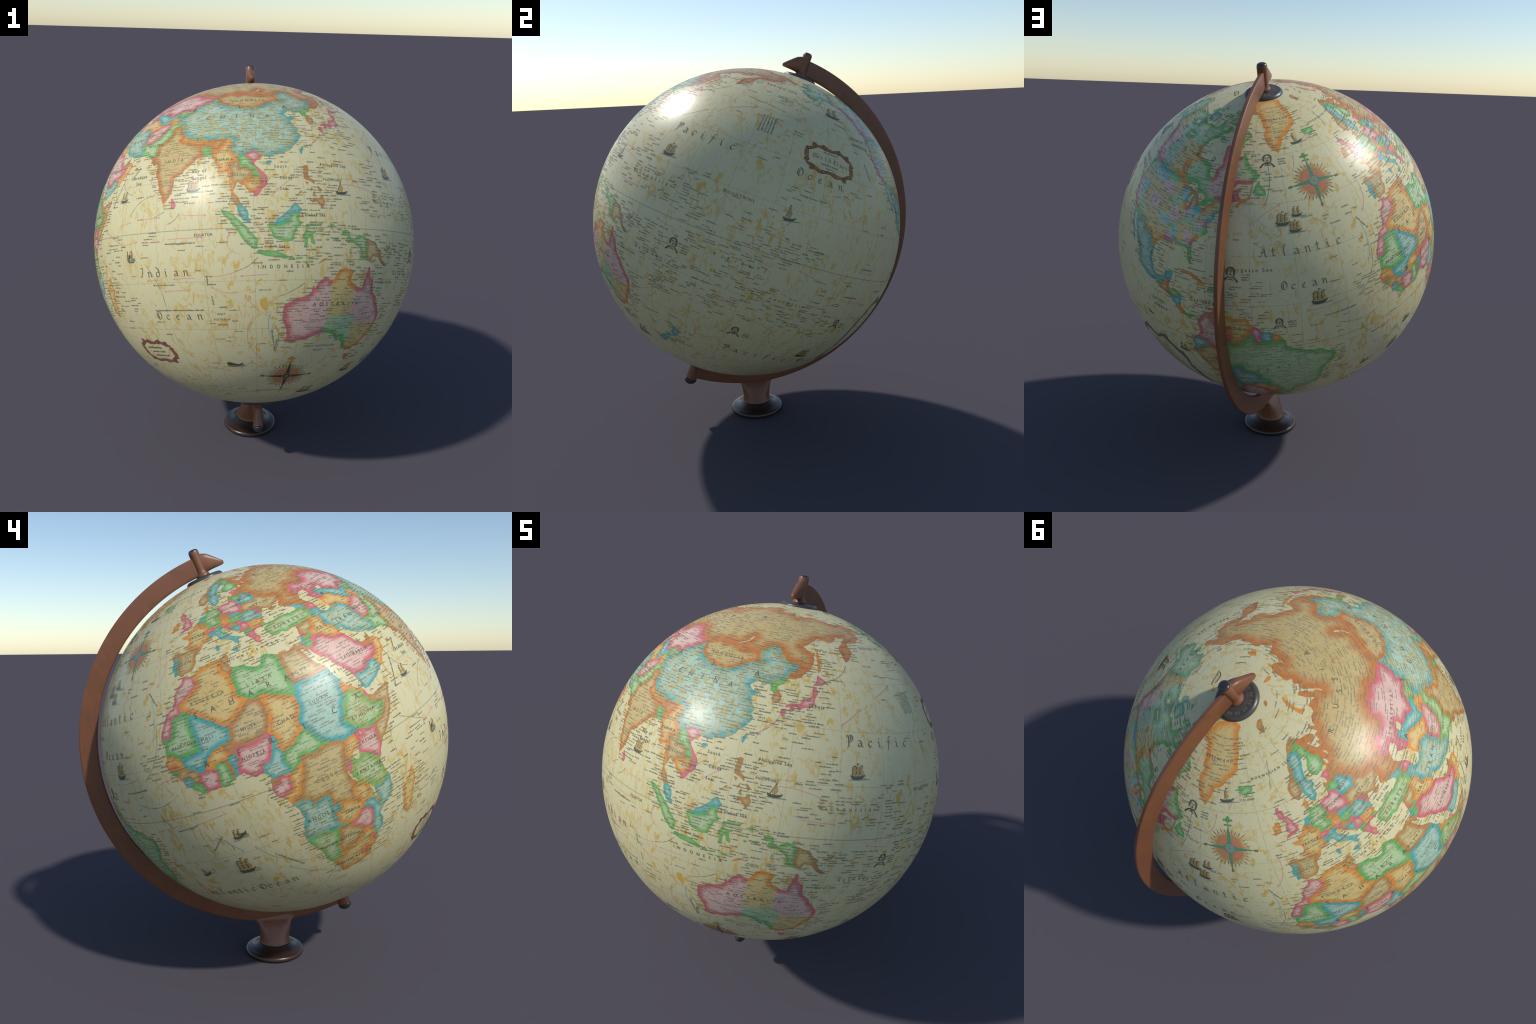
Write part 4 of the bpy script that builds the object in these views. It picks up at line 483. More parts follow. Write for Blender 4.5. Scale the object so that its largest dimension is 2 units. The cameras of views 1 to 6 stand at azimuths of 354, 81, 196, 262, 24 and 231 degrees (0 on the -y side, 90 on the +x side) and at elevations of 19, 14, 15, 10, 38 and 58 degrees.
SOUTH_AMERICA = [
    ("brazil", "green", .2, [-90, -60, -30, -60, -30, 15, -90, 15]),
    ("colombia", "pink", .35, [-77.4, 8.7, -72, 13, -71.2, 12.4, -72.5, 11, -72.8, 9, -70, 7, -67.5, 6.2, -67.5, 4, -67, 1.2, -69.8, 1.7, -70, -4.2, -72.5, -2.4, -75, -.2, -78.5, 1.2, -80, 1.5, -79, 7]),
    ("venezuela", "orange", .15, [-72.5, 11, -71.2, 12.5, -60, 11, -59.8, 8.3, -61.3, 6, -60.7, 5, -62.7, 4, -63.5, 2.2, -65.5, .8, -67, 1.2, -67.5, 6.2, -70, 7, -72.8, 9]),
    ("guyana", "pink", 0, [-60, 8.6, -57, 6.2, -57.3, 4.5, -57, 2, -59.5, 1.5, -60, 4.5, -61.3, 6, -59.8, 8]),
    ("suriname", "blue", 0, [-57.2, 6.3, -54, 6.5, -54.2, 3.5, -54.5, 2.3, -56.5, 1.9, -58, 4]),
    ("guiana", "orange", 0, [-54, 6.5, -51, 4.5, -52.7, 2.2, -54.5, 2.3, -54.3, 4]),
    ("ecuador", "blue", .3, [-80, 1.5, -78.5, 1.2, -75.3, -.2, -75.5, -1.6, -78, -3.2, -79, -5, -80.3, -4.3, -80.3, -3.4, -82, -2]),
    ("peru", "brown", .4, [-80.3, -3.4, -80.3, -4.3, -79, -5, -78, -3.2, -75.5, -1.6, -75, -.2, -72.5, -2.4, -70, -4.2, -73, -7.3, -70.6, -9.8, -70.6, -11, -69, -12.5, -69, -16.2, -70.4, -18.4, -73, -19, -82.5, -6]),
    ("bolivia", "blue", .3, [-69, -12.5, -69.6, -11, -65.4, -9.8, -65, -12, -60.5, -13.8, -60.2, -16.3, -57.5, -18, -58, -20, -62, -19.6, -62.7, -22, -66.2, -21.8, -67.3, -22.8, -68.5, -20, -69, -17.5, -69, -16.2]),
    ("argentina", "pink", .2, [-66.2, -21.8, -62.7, -22.1, -61, -23.8, -58, -25, -58.6, -27.3, -56, -27.4, -54.6, -25.6, -53.8, -27, -57.6, -30.2, -58, -33, -58.3, -34.3, -56, -36, -60, -42, -63, -50, -66, -53, -66, -56, -68.5, -55.5, -68.5, -52.5, -71.8, -52, -72.5, -49, -71.5, -45, -71.5, -40, -70, -35, -70, -31, -68.5, -27, -67.3, -22.8]),
    ("paraguay", "orange", .05, [-62.7, -22.2, -62, -19.6, -58, -20, -58, -22.1, -55.7, -22.3, -54.3, -24.2, -54.6, -26.5, -56, -27.4, -58.6, -27.3, -58, -25, -61, -23.8]),
    ("uruguay", "brown", .05, [-58.3, -34, -58, -31, -57.6, -30.2, -55.5, -31, -53.2, -32.7, -53.5, -35.5, -57, -35.5]),
    ("chile", "green", .4, [-70.4, -18.4, -69.3, -17.7, -68.5, -20, -67.3, -22.8, -68.5, -27, -70, -31, -70, -35, -71.5, -40, -71.5, -45, -72.5, -49, -71.8, -52, -68.5, -52.5, -68.5, -56, -78, -54, -76, -40, -72, -18]),
]
AUSTRALIA_COAST = [
    ("mainland", [114.2, -21.8, 116.8, -20.6, 119, -20, 121, -19.5, 122.2, -18.1, 122.5, -17, 123.7, -17.2, 124, -16.2, 126, -14.2, 127, -13.9, 128.3, -14.9, 129.5, -14.9, 130.2, -13.2, 131, -12.2, 132.6, -11.3, 135.5, -12, 136.8, -12.2, 136, -13.5, 135.5, -15, 137.5, -16.2, 139.3, -17.4, 140.8, -17.5, 141.6, -14.5, 141.7, -12.8, 142.5, -10.7, 143.5, -13, 143.8, -14.4, 145.3, -15, 146.2, -18.5, 148.5, -20.1, 149.8, -22.3, 151, -23.5, 153.2, -25.5, 153.5, -28.5, 152.8, -31.5, 151.3, -33.5, 150.1, -36.5, 149.9, -37.5, 147.5, -38, 146.3, -39, 144.8, -38.2, 143.5, -38.8, 141, -38.1, 139.7, -37, 139.6, -36, 138.2, -35.6, 138, -34.3, 137.2, -35.2, 137.7, -33.2, 136, -34.8, 135.3, -34.5, 134.2, -32.8, 132, -32, 130, -31.6, 127, -32.2, 124, -33, 123.5, -33.9, 120, -33.9, 118, -35, 115.1, -34.3, 115.7, -32, 114.7, -29, 113.4, -26.2, 113.7, -24, 114, -22]),
]
AUSTRALIA = [
    ("western_australia", "pink", .08, [110, -40, 129, -40, 129, -10, 110, -10]),
    ("northern_territory", "orange", .08, [129, -26, 138, -26, 138, -10, 129, -10]),
    ("south_australia", "green", 0, [129, -26, 141, -26, 141, -40, 129, -40]),
    ("queensland", "pink", .15, [138, -26, 141, -26, 141, -29, 149, -29, 155, -28.3, 155, -9, 138, -9]),
    ("new_south_wales", "orange", .2, [141, -29, 149, -29, 155, -28.3, 155, -40, 141, -40]),
]
# Islands: name, tint, relief, outline.
ISLANDS = [
    ("great_britain", "pink", .1, [-5.7, 50.1, -3.5, 50.3, -1, 50.7, 1.4, 51.2, .6, 51.5, 1.7, 52.7, .2, 53, -.2, 54.3, -1.6, 55.6, -3, 56, -2, 57.5, -4, 57.7, -3, 58.6, -5, 58.6, -6, 57, -5, 55.5, -3.3, 54.9, -3, 53.5, -4.6, 53.1, -4.2, 52.3, -5.2, 51.8, -3, 51.4, -4.3, 51.1]),
    ("ireland", "orange", .1, [-6.2, 53.5, -6.3, 52.2, -10, 51.6, -9.5, 53, -10, 54.2, -8.3, 54.5, -8.3, 55.2, -6.2, 55.2, -5.6, 54.5]),
    ("iceland", "green", .2, [-22.5, 64, -18.7, 63.4, -14.8, 64.4, -13.6, 65.2, -16, 66.4, -20.3, 65.7, -22.5, 66.4, -24.2, 65.5, -22, 65, -24, 64.8]),
    ("spitsbergen", "brown", .2, [11, 79, 14, 77, 17, 76.6, 21, 78.5, 27, 80, 20, 80.4, 15, 79.8]),
    ("novaya_zemlya", "orange", .1, [52, 71.5, 54, 70.7, 57, 70.7, 56, 72.5, 60, 75, 68, 76.7, 66, 77, 58, 75.8, 54, 74, 53, 72.5]),
    ("severnaya_zemlya", "orange", .1, [96, 79, 100, 78, 105, 78.5, 103, 79.5, 97, 80.8]),
    ("new_siberia", "orange", .1, [138, 75.5, 143, 73.3, 150, 75, 145, 75.8]),
    ("franz_josef_land", "brown", .1, [48, 80.5, 55, 80.2, 62, 81, 56, 81.5]),
    ("wrangel", "orange", 0, [178.5, 71, 182, 71, 181, 71.5, 179, 71.5]),
    ("sakhalin", "orange", .1, [142, 46, 143.5, 47, 143, 49.2, 144.7, 49, 143.2, 52, 142.7, 54.3, 141.8, 53, 142, 50]),
    ("hokkaido", "pink", .1, [140, 41.5, 141.2, 41.8, 143.3, 42, 145.5, 43.3, 144.3, 44, 141.8, 45.4, 141.7, 43.3]),
    ("honshu", "pink", .2, [131, 34, 132.5, 34.3, 135, 34.6, 135.8, 33.5, 137, 34.6, 139, 34.8, 140.8, 35.7, 141, 38, 142, 39.5, 141.4, 41.3, 140.2, 41, 140, 39, 138.5, 37.2, 136.8, 37.3, 136, 35.7, 133, 35.5, 131, 34.5]),
    ("kyushu", "pink", .1, [130, 33.4, 131.7, 33.6, 131.4, 31.5, 130.3, 31.2, 129.8, 32.8]),
    ("shikoku", "pink", .1, [132.5, 33.9, 134.5, 34.2, 134.2, 33.4, 132.9, 32.8]),
    ("taiwan", "blue", .1, [120.2, 23, 120.8, 22, 121.6, 24.5, 121.8, 25.2, 121, 25]),
    ("hainan", "blue", .1, [108.7, 19.2, 110, 18.4, 111, 19.8, 110, 20.1]),
    ("luzon", "brown", .2, [120.3, 16, 120.3, 14, 121.5, 13.7, 123.9, 12.8, 123.3, 14, 121.5, 15, 122.2, 17, 122, 18.5, 120.6, 18.5]),
    ("mindanao", "brown", .2, [122, 7, 123.5, 7.5, 125.4, 5.6, 126.5, 7.5, 125.5, 9.7, 124.5, 8.5, 123, 8.5]),
    ("panay", "brown", .1, [122, 10.5, 123, 11, 122.2, 11.8]),
    ("negros", "brown", .1, [122.5, 9.5, 123.3, 9.2, 123.3, 10.8]),
    ("samar", "brown", .1, [124.3, 12.4, 125.7, 11.2, 124.9, 10.2, 124.5, 11.3]),
    ("palawan", "brown", .1, [117.2, 8.4, 119.5, 10.7, 119, 10.7]),
    ("mindoro", "brown", .1, [120.5, 13.4, 121.2, 12.3, 121.5, 13.2]),
    ("sumatra", "green", .15, [95.3, 5.5, 97.5, 5.2, 100.3, 2.8, 103.5, 0, 104, -1.2, 106, -3, 105.8, -5.8, 104.5, -5.8, 102.3, -4, 100.4, -1, 98.7, 1.6, 96, 4]),
    ("java", "green", .2, [105.2, -6.8, 106.2, -5.9, 108.5, -6.6, 110.8, -6.4, 112.7, -7, 114.5, -7.8, 114.3, -8.7, 111, -8.3, 108, -7.8]),
    ("sulawesi", "green", .25, [119.4, -5.5, 119.6, -3.4, 118.9, -2.7, 119.8, -.2, 120, .8, 121, 1.3, 123.5, .9, 125.2, 1.6, 124.4, .4, 121, .5, 120.2, -.8, 121.5, -.9, 123.4, -.9, 121.7, -1.9, 122.5, -3.4, 122.7, -4.6, 121.5, -4.6, 121.2, -2.7, 120.5, -3, 120.4, -5.5]),
    ("halmahera", "green", .1, [127.4, 1, 127.9, 2, 128, .9, 128.8, 1.4, 128.2, .3, 128.3, -.8, 127.7, 0]),
    ("ceram", "green", .1, [128, -3.2, 129.5, -2.8, 130.8, -3.5, 129.5, -3.4]),
    ("buru", "green", .1, [126, -3.4, 126.6, -3, 127.2, -3.4, 126.5, -3.8]),
    ("timor", "orange", .1, [123.5, -10.3, 125, -9, 127.2, -8.4, 125.5, -9.5]),
    ("sumbawa", "green", .1, [116.8, -8.4, 119, -8.3, 119, -8.7, 117, -9]),
    ("flores", "green", .1, [119.8, -8.4, 122.9, -8.1, 121, -8.9]),
    ("bali", "green", .1, [114.5, -8.2, 116.6, -8.3, 116.2, -8.8, 115.2, -8.8]),
    ("sumba", "green", .1, [119, -9.5, 120.8, -10.1, 120, -10.2]),
    ("aru", "green", 0, [134.2, -5.6, 134.7, -6.2, 134.2, -6.9]),
    ("new_britain", "brown", .1, [148.5, -5.7, 151, -5.5, 152, -4.3, 152.3, -4.9, 151, -6, 149.5, -6.3]),
    ("bougainville", "brown", .1, [154.7, -5.5, 155.9, -6.7, 155.2, -6.6]),
    ("sri_lanka", "pink", .1, [79.8, 8, 80, 9.7, 81.3, 8.5, 81.8, 7, 80.6, 6, 79.9, 6.8]),
    ("madagascar", "orange", .25, [49.3, -12, 50.4, -15.8, 49.5, -18, 47.2, -24.9, 45.2, -25.5, 43.6, -23.5, 44.4, -20, 44.2, -16.3, 46, -15.8, 48, -13.6]),
    ("cyprus", "orange", .1, [32.3, 34.8, 33.6, 35.3, 34.5, 35.6, 34, 35]),
    ("crete", "pink", .1, [23.6, 35.4, 26.3, 35.2, 24.8, 35]),
    ("sicily", "blue", .1, [12.5, 38, 15.6, 38.2, 15.1, 36.7]),
    ("sardinia", "blue", .1, [8.2, 40.9, 9.6, 41, 9.6, 39.3, 8.4, 39]),
    ("corsica", "orange", .1, [8.6, 42.3, 9.5, 43, 9.4, 41.5]),
    ("zealand", "orange", 0, [11.1, 55.7, 12.5, 56, 12.3, 55.1, 11.2, 55.2]),
    ("tasmania", "pink", .1, [144.7, -40.8, 148.3, -40.9, 148, -43, 146.8, -43.6, 145.5, -42.5]),
    ("new_zealand_north", "blue", .25, [172.7, -34.5, 174.3, -35.5, 175.5, -36.7, 178.4, -37.7, 177, -39.5, 175.3, -41.6, 174.7, -41.2, 173.8, -39.3, 174.8, -38, 174.5, -36.8]),
    ("new_zealand_south", "blue", .25, [172.7, -40.6, 174.2, -41.7, 172.8, -43.7, 170.7, -45.9, 168.5, -46.6, 166.5, -45.9, 168.5, -44, 171, -42.2]),
    ("new_caledonia", "green", 0, [164, -20, 167, -22.2, 166, -22.2]),
    ("fiji", "green", 0, [177.3, -17.8, 178.6, -17.6, 178.5, -18.2, 177.4, -18.2]),
    ("hawaii", "green", 0, [-156, 19.7, -155, 19.8, -155.5, 19]),
    ("cuba", "orange", .15, [-84.9, 21.9, -82.5, 23, -80, 22.9, -77, 21.5, -74.2, 20.2, -77.5, 19.9, -77.8, 20.8, -81.5, 22.1]),
    ("hispaniola", "green", .15, [-74.4, 18.5, -73.3, 19.9, -70, 19.7, -68.4, 18.6, -71, 18.1]),
    ("jamaica", "pink", 0, [-78.3, 18.3, -76.3, 18.2, -77, 17.8]),
    ("puerto_rico", "blue", 0, [-67.2, 18.4, -65.7, 18.3, -66, 17.9, -67, 17.9]),
    ("newfoundland", "green", .1, [-59.3, 47.7, -56, 46.9, -53.2, 46.7, -53.5, 48.5, -55.8, 50, -55.7, 51.6, -57.3, 50.6, -58.5, 49]),
    ("vancouver", "pink", .1, [-128.2, 50.7, -125, 50, -123.4, 48.4, -126, 49.4]),
    ("baffin", "green", .4, [-65, 62, -71, 62.8, -77.5, 64.3, -74, 65, -72.5, 67.2, -76.5, 69, -79, 70, -88, 70.5, -89.5, 71.2, -85, 73.7, -80.5, 73.7, -76, 72.8, -70, 70.8, -67, 69, -62, 66.7, -64, 65, -67.5, 63.5]),
    ("victoria", "sage", .2, [-116, 69, -105, 69, -105, 72.5, -110, 73, -118.5, 72.3, -118, 71]),
    ("banks", "sage", .1, [-125, 72, -121, 71.3, -116, 73.2, -124, 74.2]),
    ("ellesmere", "green", .4, [-62, 82.5, -75, 78.5, -79, 76.3, -88, 76.5, -86, 79.5, -92, 81, -85, 82.4, -70, 83.1]),
    ("devon", "green", .2, [-80, 75.6, -92, 76.8, -91, 74.7, -80, 74.6]),
    ("axel_heiberg", "green", .3, [-88, 79, -95, 79.2, -93, 81]),
    ("melville", "sage", .1, [-106, 75, -116, 75.2, -112, 76.3]),
    ("prince_of_wales", "green", .1, [-97, 71.7, -102, 72.8, -97, 73.8]),
    ("somerset", "green", .1, [-90.5, 72.8, -95.5, 72.5, -95, 74, -90.5, 74]),
    ("southampton", "green", .1, [-81, 64, -86.5, 63.7, -86, 65.7, -84, 65.3]),
    ("greenland", "orange", .1, [-73, 78.2, -68, 76, -60.5, 76, -55, 72.5, -54, 70, -51, 69.5, -53.5, 67, -52, 64, -48, 61, -43.9, 59.8, -42, 62.5, -40, 65, -35, 66, -30.5, 68, -23, 70, -22, 72.3, -20, 74.5, -19.5, 77, -18, 79.8, -13, 81.5, -22, 82.7, -33, 83.6, -46, 82.7, -60, 82, -66, 80.5, -65, 79.5]),
    ("falkland", "pink", 0, [-61, -51.5, -59.5, -51.3, -58, -51.7, -59.5, -52.2]),
    ("kodiak", "green", 0, [-154.5, 57.2, -152.5, 58.3, -152.3, 57.5, -154, 56.8]),
    ("antarctica", "ice", 0, [-180, -78, -150, -77, -130, -74, -110, -74.5, -100, -72.5, -75, -73, -67, -68, -60, -64, -57, -63.3, -61, -66, -61, -74, -75, -78, -60, -78, -40, -78, -28, -76, -15, -72.5, 0, -70, 15, -69.5, 40, -69, 55, -66, 70, -68.5, 72, -70, 80, -68, 95, -66.5, 110, -66, 130, -66.2, 145, -67, 160, -70, 170, -72, 165, -77.5]),
]
BORNEO_COAST = [("borneo", [109, 1.5, 109.2, 0, 110, -1.5, 110.2, -2.9, 111.8, -3.4, 114.5, -4, 116, -3.8, 116.5, -2, 117.5, 0, 119, 1, 117.8, 2.5, 118, 4.2, 119.2, 5.2, 117.5, 6.6, 116.8, 7, 115.5, 5.4, 113, 3.2, 111.3, 2.5, 111.3, 1.5, 110, 1.8])]
BORNEO = [("kalimantan", "green", .15, [100, -10, 125, -10, 125, 10, 100, 10]),
          ("sarawak", "blue", .2, [109.5, 2, 110, 1.2, 111, 1, 113, 1.4, 114.8, 1.7, 115.7, 4.2, 118, 4.2, 120, 5, 117, 8, 112, 4])]
NEW_GUINEA_COAST = [("new_guinea", [131, -.8, 133, -.5, 134.2, -.9, 134.5, -2.8, 135.2, -3.3, 137.8, -1.6, 141, -2.6, 144.5, -3.8, 145.8, -5.4, 147.8, -6.2, 147.2, -7, 148.5, -8.8, 150.8, -10.4, 148.5, -10.2, 146.8, -9, 146, -8.2, 144, -7.7, 143, -9.2, 141, -9.2, 138, -8.3, 138.8, -7, 138, -5.5, 135.5, -4.4, 133, -4, 132.8, -2.8, 133.9, -2.4, 132, -2.2])]
NEW_GUINEA = [("irian", "green", .3, [125, 5, 141, 5, 141, -15, 125, -15]), ("papua", "brown", .35, [141, 5, 155, 5, 155, -15, 141, -15])]
# ------------------------------------------------------------------ land patches
from mathutils import noise as mnoise


def unit(lonlat):
    return on_ball(lonlat[:, 0], lonlat[:, 1], 1.0 - R)


def wobble(lonlat, amount, freq):
    """Give hand-placed lines the small bays and capes of a real coast."""
    out = lonlat.copy()
    for i, p in enumerate(unit(lonlat)):
        a = mnoise.noise_vector(Vector(p * freq))
        b = mnoise.noise_vector(Vector(p * freq * 2.7 + 5.0))
        out[i, 0] += amount * (a.x + 0.55 * b.x) / max(0.15, math.cos(math.radians(lonlat[i, 1])))
        out[i, 1] += amount * (a.y + 0.55 * b.y)
    return out


def densify(loop, step):
    out = []
    for p, q in zip(loop, np.roll(loop, -1, axis=0)):
        c = math.cos(math.radians((p[1] + q[1]) / 2))
        n = max(1, int(math.ceil(math.hypot((q[0] - p[0]) * c, q[1] - p[1]) / step)))
        out.extend(p + (q - p) * i / n for i in range(n))
    return np.array(out)


def soften(loop):
    return 0.5 * loop + 0.25 * (np.roll(loop, 1, axis=0) + np.roll(loop, -1, axis=0)) if len(loop) > 12 else loop


def inside(px, py, loop):
    """Even-odd test of many points against one closed loop."""
    x, y = loop[:, 0], loop[:, 1]
    hit = np.zeros(len(px), bool)
    box = np.flatnonzero((px >= x.min()) & (px <= x.max()) & (py >= y.min()) & (py <= y.max()))
    if not len(box):
        return hit
    x2, y2 = np.roll(x, -1), np.roll(y, -1)
    for part in np.array_split(box, max(1, len(box) * len(x) // 4_000_000)):
        qx, qy = px[part, None], py[part, None]
        cross = (y[None] > qy) != (y2[None] > qy)
        with np.errstate(divide="ignore", invalid="ignore"):
            at = (x2 - x)[None] * (qy - y[None]) / (y2 - y)[None] + x[None]
        hit[part] = (np.sum(cross & (qx < at), axis=1) % 2) == 1
    return hit


def scatter_points(spacing_deg):
    n = int(4 * math.pi / (math.radians(spacing_deg) ** 2 * 0.866))
    k = np.arange(n) + 0.5
    z = 1 - 2 * k / n
    a = k * math.pi * (3 - math.sqrt(5))
    r = np.sqrt(1 - z * z)
    return np.stack([r * np.cos(a), r * np.sin(a), z], 1)


FILL = scatter_points(0.62)
COASTS = []                        # closed coast loops, kept for the lettering


class Flat:
    """Equidistant flattening of the sphere about one landmass."""

    def __init__(self, units):
        c = units.mean(0)
        self.c = c / np.linalg.norm(c)
        e = np.cross([0, 0, 1.0], self.c)
        self.e = e / np.linalg.norm(e) if np.linalg.norm(e) > 1e-6 else np.array([1.0, 0, 0])
        self.n = np.cross(self.c, self.e)

    def __call__(self, u):
        d = np.clip(u @ self.c, -1, 1)
        ang = np.arccos(d)
        s = np.where(ang > 1e-9, ang / np.maximum(np.sin(ang), 1e-9), 1.0)
        return np.stack([u @ self.e * s, u @ self.n * s], 1)

    def back(self, xy):
        a = np.linalg.norm(xy, axis=1)
        s = np.where(a > 1e-9, np.sin(a) / np.maximum(a, 1e-9), 1.0)
        return np.cos(a)[:, None] * self.c + (xy[:, :1] * s[:, None]) * self.e + (xy[:, 1:] * s[:, None]) * self.n


def close_gaps(tri, label):
    """Slivers left over between borders go to a neighbouring region."""
    touching = {}
    for t, f in enumerate(tri):
        for a, b in ((f[0], f[1]), (f[1], f[2]), (f[2], f[0])):
            touching.setdefault((min(a, b), max(a, b)), []).append(t)
    beside = [[] for _ in tri]
    for ts in touching.values():
        if len(ts) == 2:
            beside[ts[0]].append(ts[1]); beside[ts[1]].append(ts[0])
    seen, clumps = set(), []
    for t in np.flatnonzero(label == 0):
        if t in seen:
            continue
        clump, stack = [], [t]
        seen.add(t)
        while stack:
            q = stack.pop()
            clump.append(q)
            for r in beside[q]:
                if label[r] == 0 and r not in seen:
                    seen.add(r); stack.append(r)
        clumps.append(clump)
    for clump in sorted(clumps, key=len)[:-1]:
        near = [label[r] for q in clump for r in beside[q] if label[r] != 0]
        if near:
            label[clump] = max(set(near), key=near.count)


def landmass(parent, coast, lakes, regions, kind, groups=(), coast_wobble=0.36, border_wobble=0.2, keep_coast=True):
    """Cut one landmass into its regions and build each as a printed patch.
    groups: sets of region names that share no saturated rim."""
    loops = [pairs(sum((s[1] for s in coast), []))]
    if keep_coast:
        COASTS.append(loops[0])
    loops = [wobble(soften(densify(l, 0.42)), coast_wobble, 26.0) for l in loops + [pairs(l[1]) for l in lakes]]
    flat = Flat(unit(loops[0]))
    rings = [flat(unit(l)) for l in loops]
    borders = [flat(unit(wobble(densify(pairs(r[3]), 0.42), border_wobble, 30.0))) for r in regions[1:]]

    def on_land(q):
        ok = inside(q[:, 0], q[:, 1], rings[0])
        for lake in rings[1:]:
            ok &= ~inside(q[:, 0], q[:, 1], lake)
        return ok

    pts, edges = [], []
    for ring in rings:
        b = len(pts)
        pts.extend(ring)
        edges.extend((b + i, b + (i + 1) % len(ring)) for i in range(len(ring)))
    for ring in borders:
        ok = on_land(ring)
        keep = {}
        for i in range(len(ring)):
            j = (i + 1) % len(ring)
            if ok[i] or ok[j]:
                for k in (i, j):
                    if k not in keep:
                        keep[k] = len(pts)
                        pts.append(ring[k])
                edges.append((keep[i], keep[j]))
    tree = KDTree(len(pts))
    for i, p in enumerate(pts):
        tree.insert((p[0], p[1], 0), i)
    tree.balance()
    near = FILL[FILL @ flat.c > math.cos(np.linalg.norm(rings[0], axis=1).max())]
    fill = flat(near)
    fill = fill[on_land(fill)]
    fill = [p for p in fill if tree.find((p[0], p[1], 0))[2] > math.radians(0.26)]
    coords = [Vector((p[0], p[1])) for p in list(pts) + list(fill)]
    verts, _, faces, *_ = delaunay_2d_cdt(coords, edges, [], 0, 1e-6)
    xy = np.array([(v.x, v.y) for v in verts])
    tri = np.array([f for f in faces if len(f) == 3])
    mid = xy[tri].mean(1)
    ok = on_land(mid)
    tri, mid = tri[ok], mid[ok]
    label = np.zeros(len(tri), int)
    for k, ring in enumerate(borders, 1):
        label[inside(mid[:, 0], mid[:, 1], ring)] = k
    close_gaps(tri, label)
    sphere = flat.back(xy)
    group_of = {}
    for g, names in enumerate(groups):
        for k, r in enumerate(regions):
            if r[0] in names:
                group_of[k] = g
    owner = {}
    for t, f in enumerate(tri):
        for a, b in ((f[0], f[1]), (f[1], f[2]), (f[2], f[0])):
            owner.setdefault((min(a, b), max(a, b)), []).append(label[t])
    rim_edges, shore = {}, {}
    for e, ls in owner.items():
        if len(ls) == 1:
            rim_edges.setdefault(ls[0], []).append(e)
            shore.setdefault(ls[0], []).append(e)
        elif ls[0] != ls[1] and group_of.get(ls[0], -1) != group_of.get(ls[1], -2):
            for l in ls:
                rim_edges.setdefault(l, []).append(e)
    for k, (name, tint, relief, _) in enumerate(regions):
        mine = tri[label == k]
        if len(mine) < 2:
            continue
        used, local = np.unique(mine, return_inverse=True)
        local = local.reshape(-1, 3)
        u = sphere[used]
        index = {g: i for i, g in enumerate(used)}
        rim = sorted({v for e in rim_edges.get(k, []) for v in e})
        if rim:
            near_rim = KDTree(len(rim))
            for i, g in enumerate(rim):
                near_rim.insert(sphere[g], i)
            near_rim.balance()
            d = np.degrees([near_rim.find(p)[2] for p in u])
        else:
            d = np.full(len(u), 9.0)
        big = 4.2 if name in ("russia",) else 2.7 if name in ("china", "brazil", "western_australia", "kazakhstan", "greenland") else 2.0
        w = min(max(0.55 * d.max(), 1.3), big)
        start = 0.12 if w > 2.5 else 0.28
        t = np.clip((d - start * w) / ((1 - start) * w), 0, 1)
        t = t * t * (3 - 2 * t)
        v = u * (R + RIM_H + (MID_H - RIM_H) * t)[:, None]
        f = local.tolist()
        skirt = {}
        v = list(v)
        mine_dir = {(int(a), int(b)) for a, b, c in local} | {(int(b), int(c)) for a, b, c in local} | {(int(c), int(a)) for a, b, c in local}
        for a, b in shore.get(k, []):
            i, j = index[a], index[b]
            if (i, j) not in mine_dir:
                i, j = j, i
            for q in (i, j):
                if q not in skirt:
                    skirt[q] = len(v)
                    v.append(u[q] * (R - 0.0004))
            f.append([j, i, skirt[i], skirt[j]])
        me = mesh_from(name, v, f, land_tint(tint, relief), True, radial=True)
        ob = new_object(kind if kind != "auto" else name, me, parent, BALL)
        ob["place"] = name


# ------------------------------------------------------------------ print on the ball
def split_long(pts, faces, longest=1.4):
    """Halve long pieces so that they can follow the curve of the ball."""
    pts = [tuple(p) for p in np.asarray(pts, float)]
    todo = [(f[0], f[i], f[i + 1]) for f in faces for i in range(1, len(f) - 1)]
    done, cut = [], {}
    while todo:
        f = todo.pop()
        l = [math.dist(pts[f[i]], pts[f[(i + 1) % 3]]) for i in range(3)]
        i = l.index(max(l))
        if l[i] <= longest:
            done.append(list(f))
            continue
        a, b, c = f[i], f[(i + 1) % 3], f[(i + 2) % 3]
        k = (min(a, b), max(a, b))
        if k not in cut:
            cut[k] = len(pts)
            pts.append(tuple((np.array(pts[a]) + pts[b]) / 2))
        todo += [(a, cut[k], c), (cut[k], b, c)]
    return np.array(pts), done


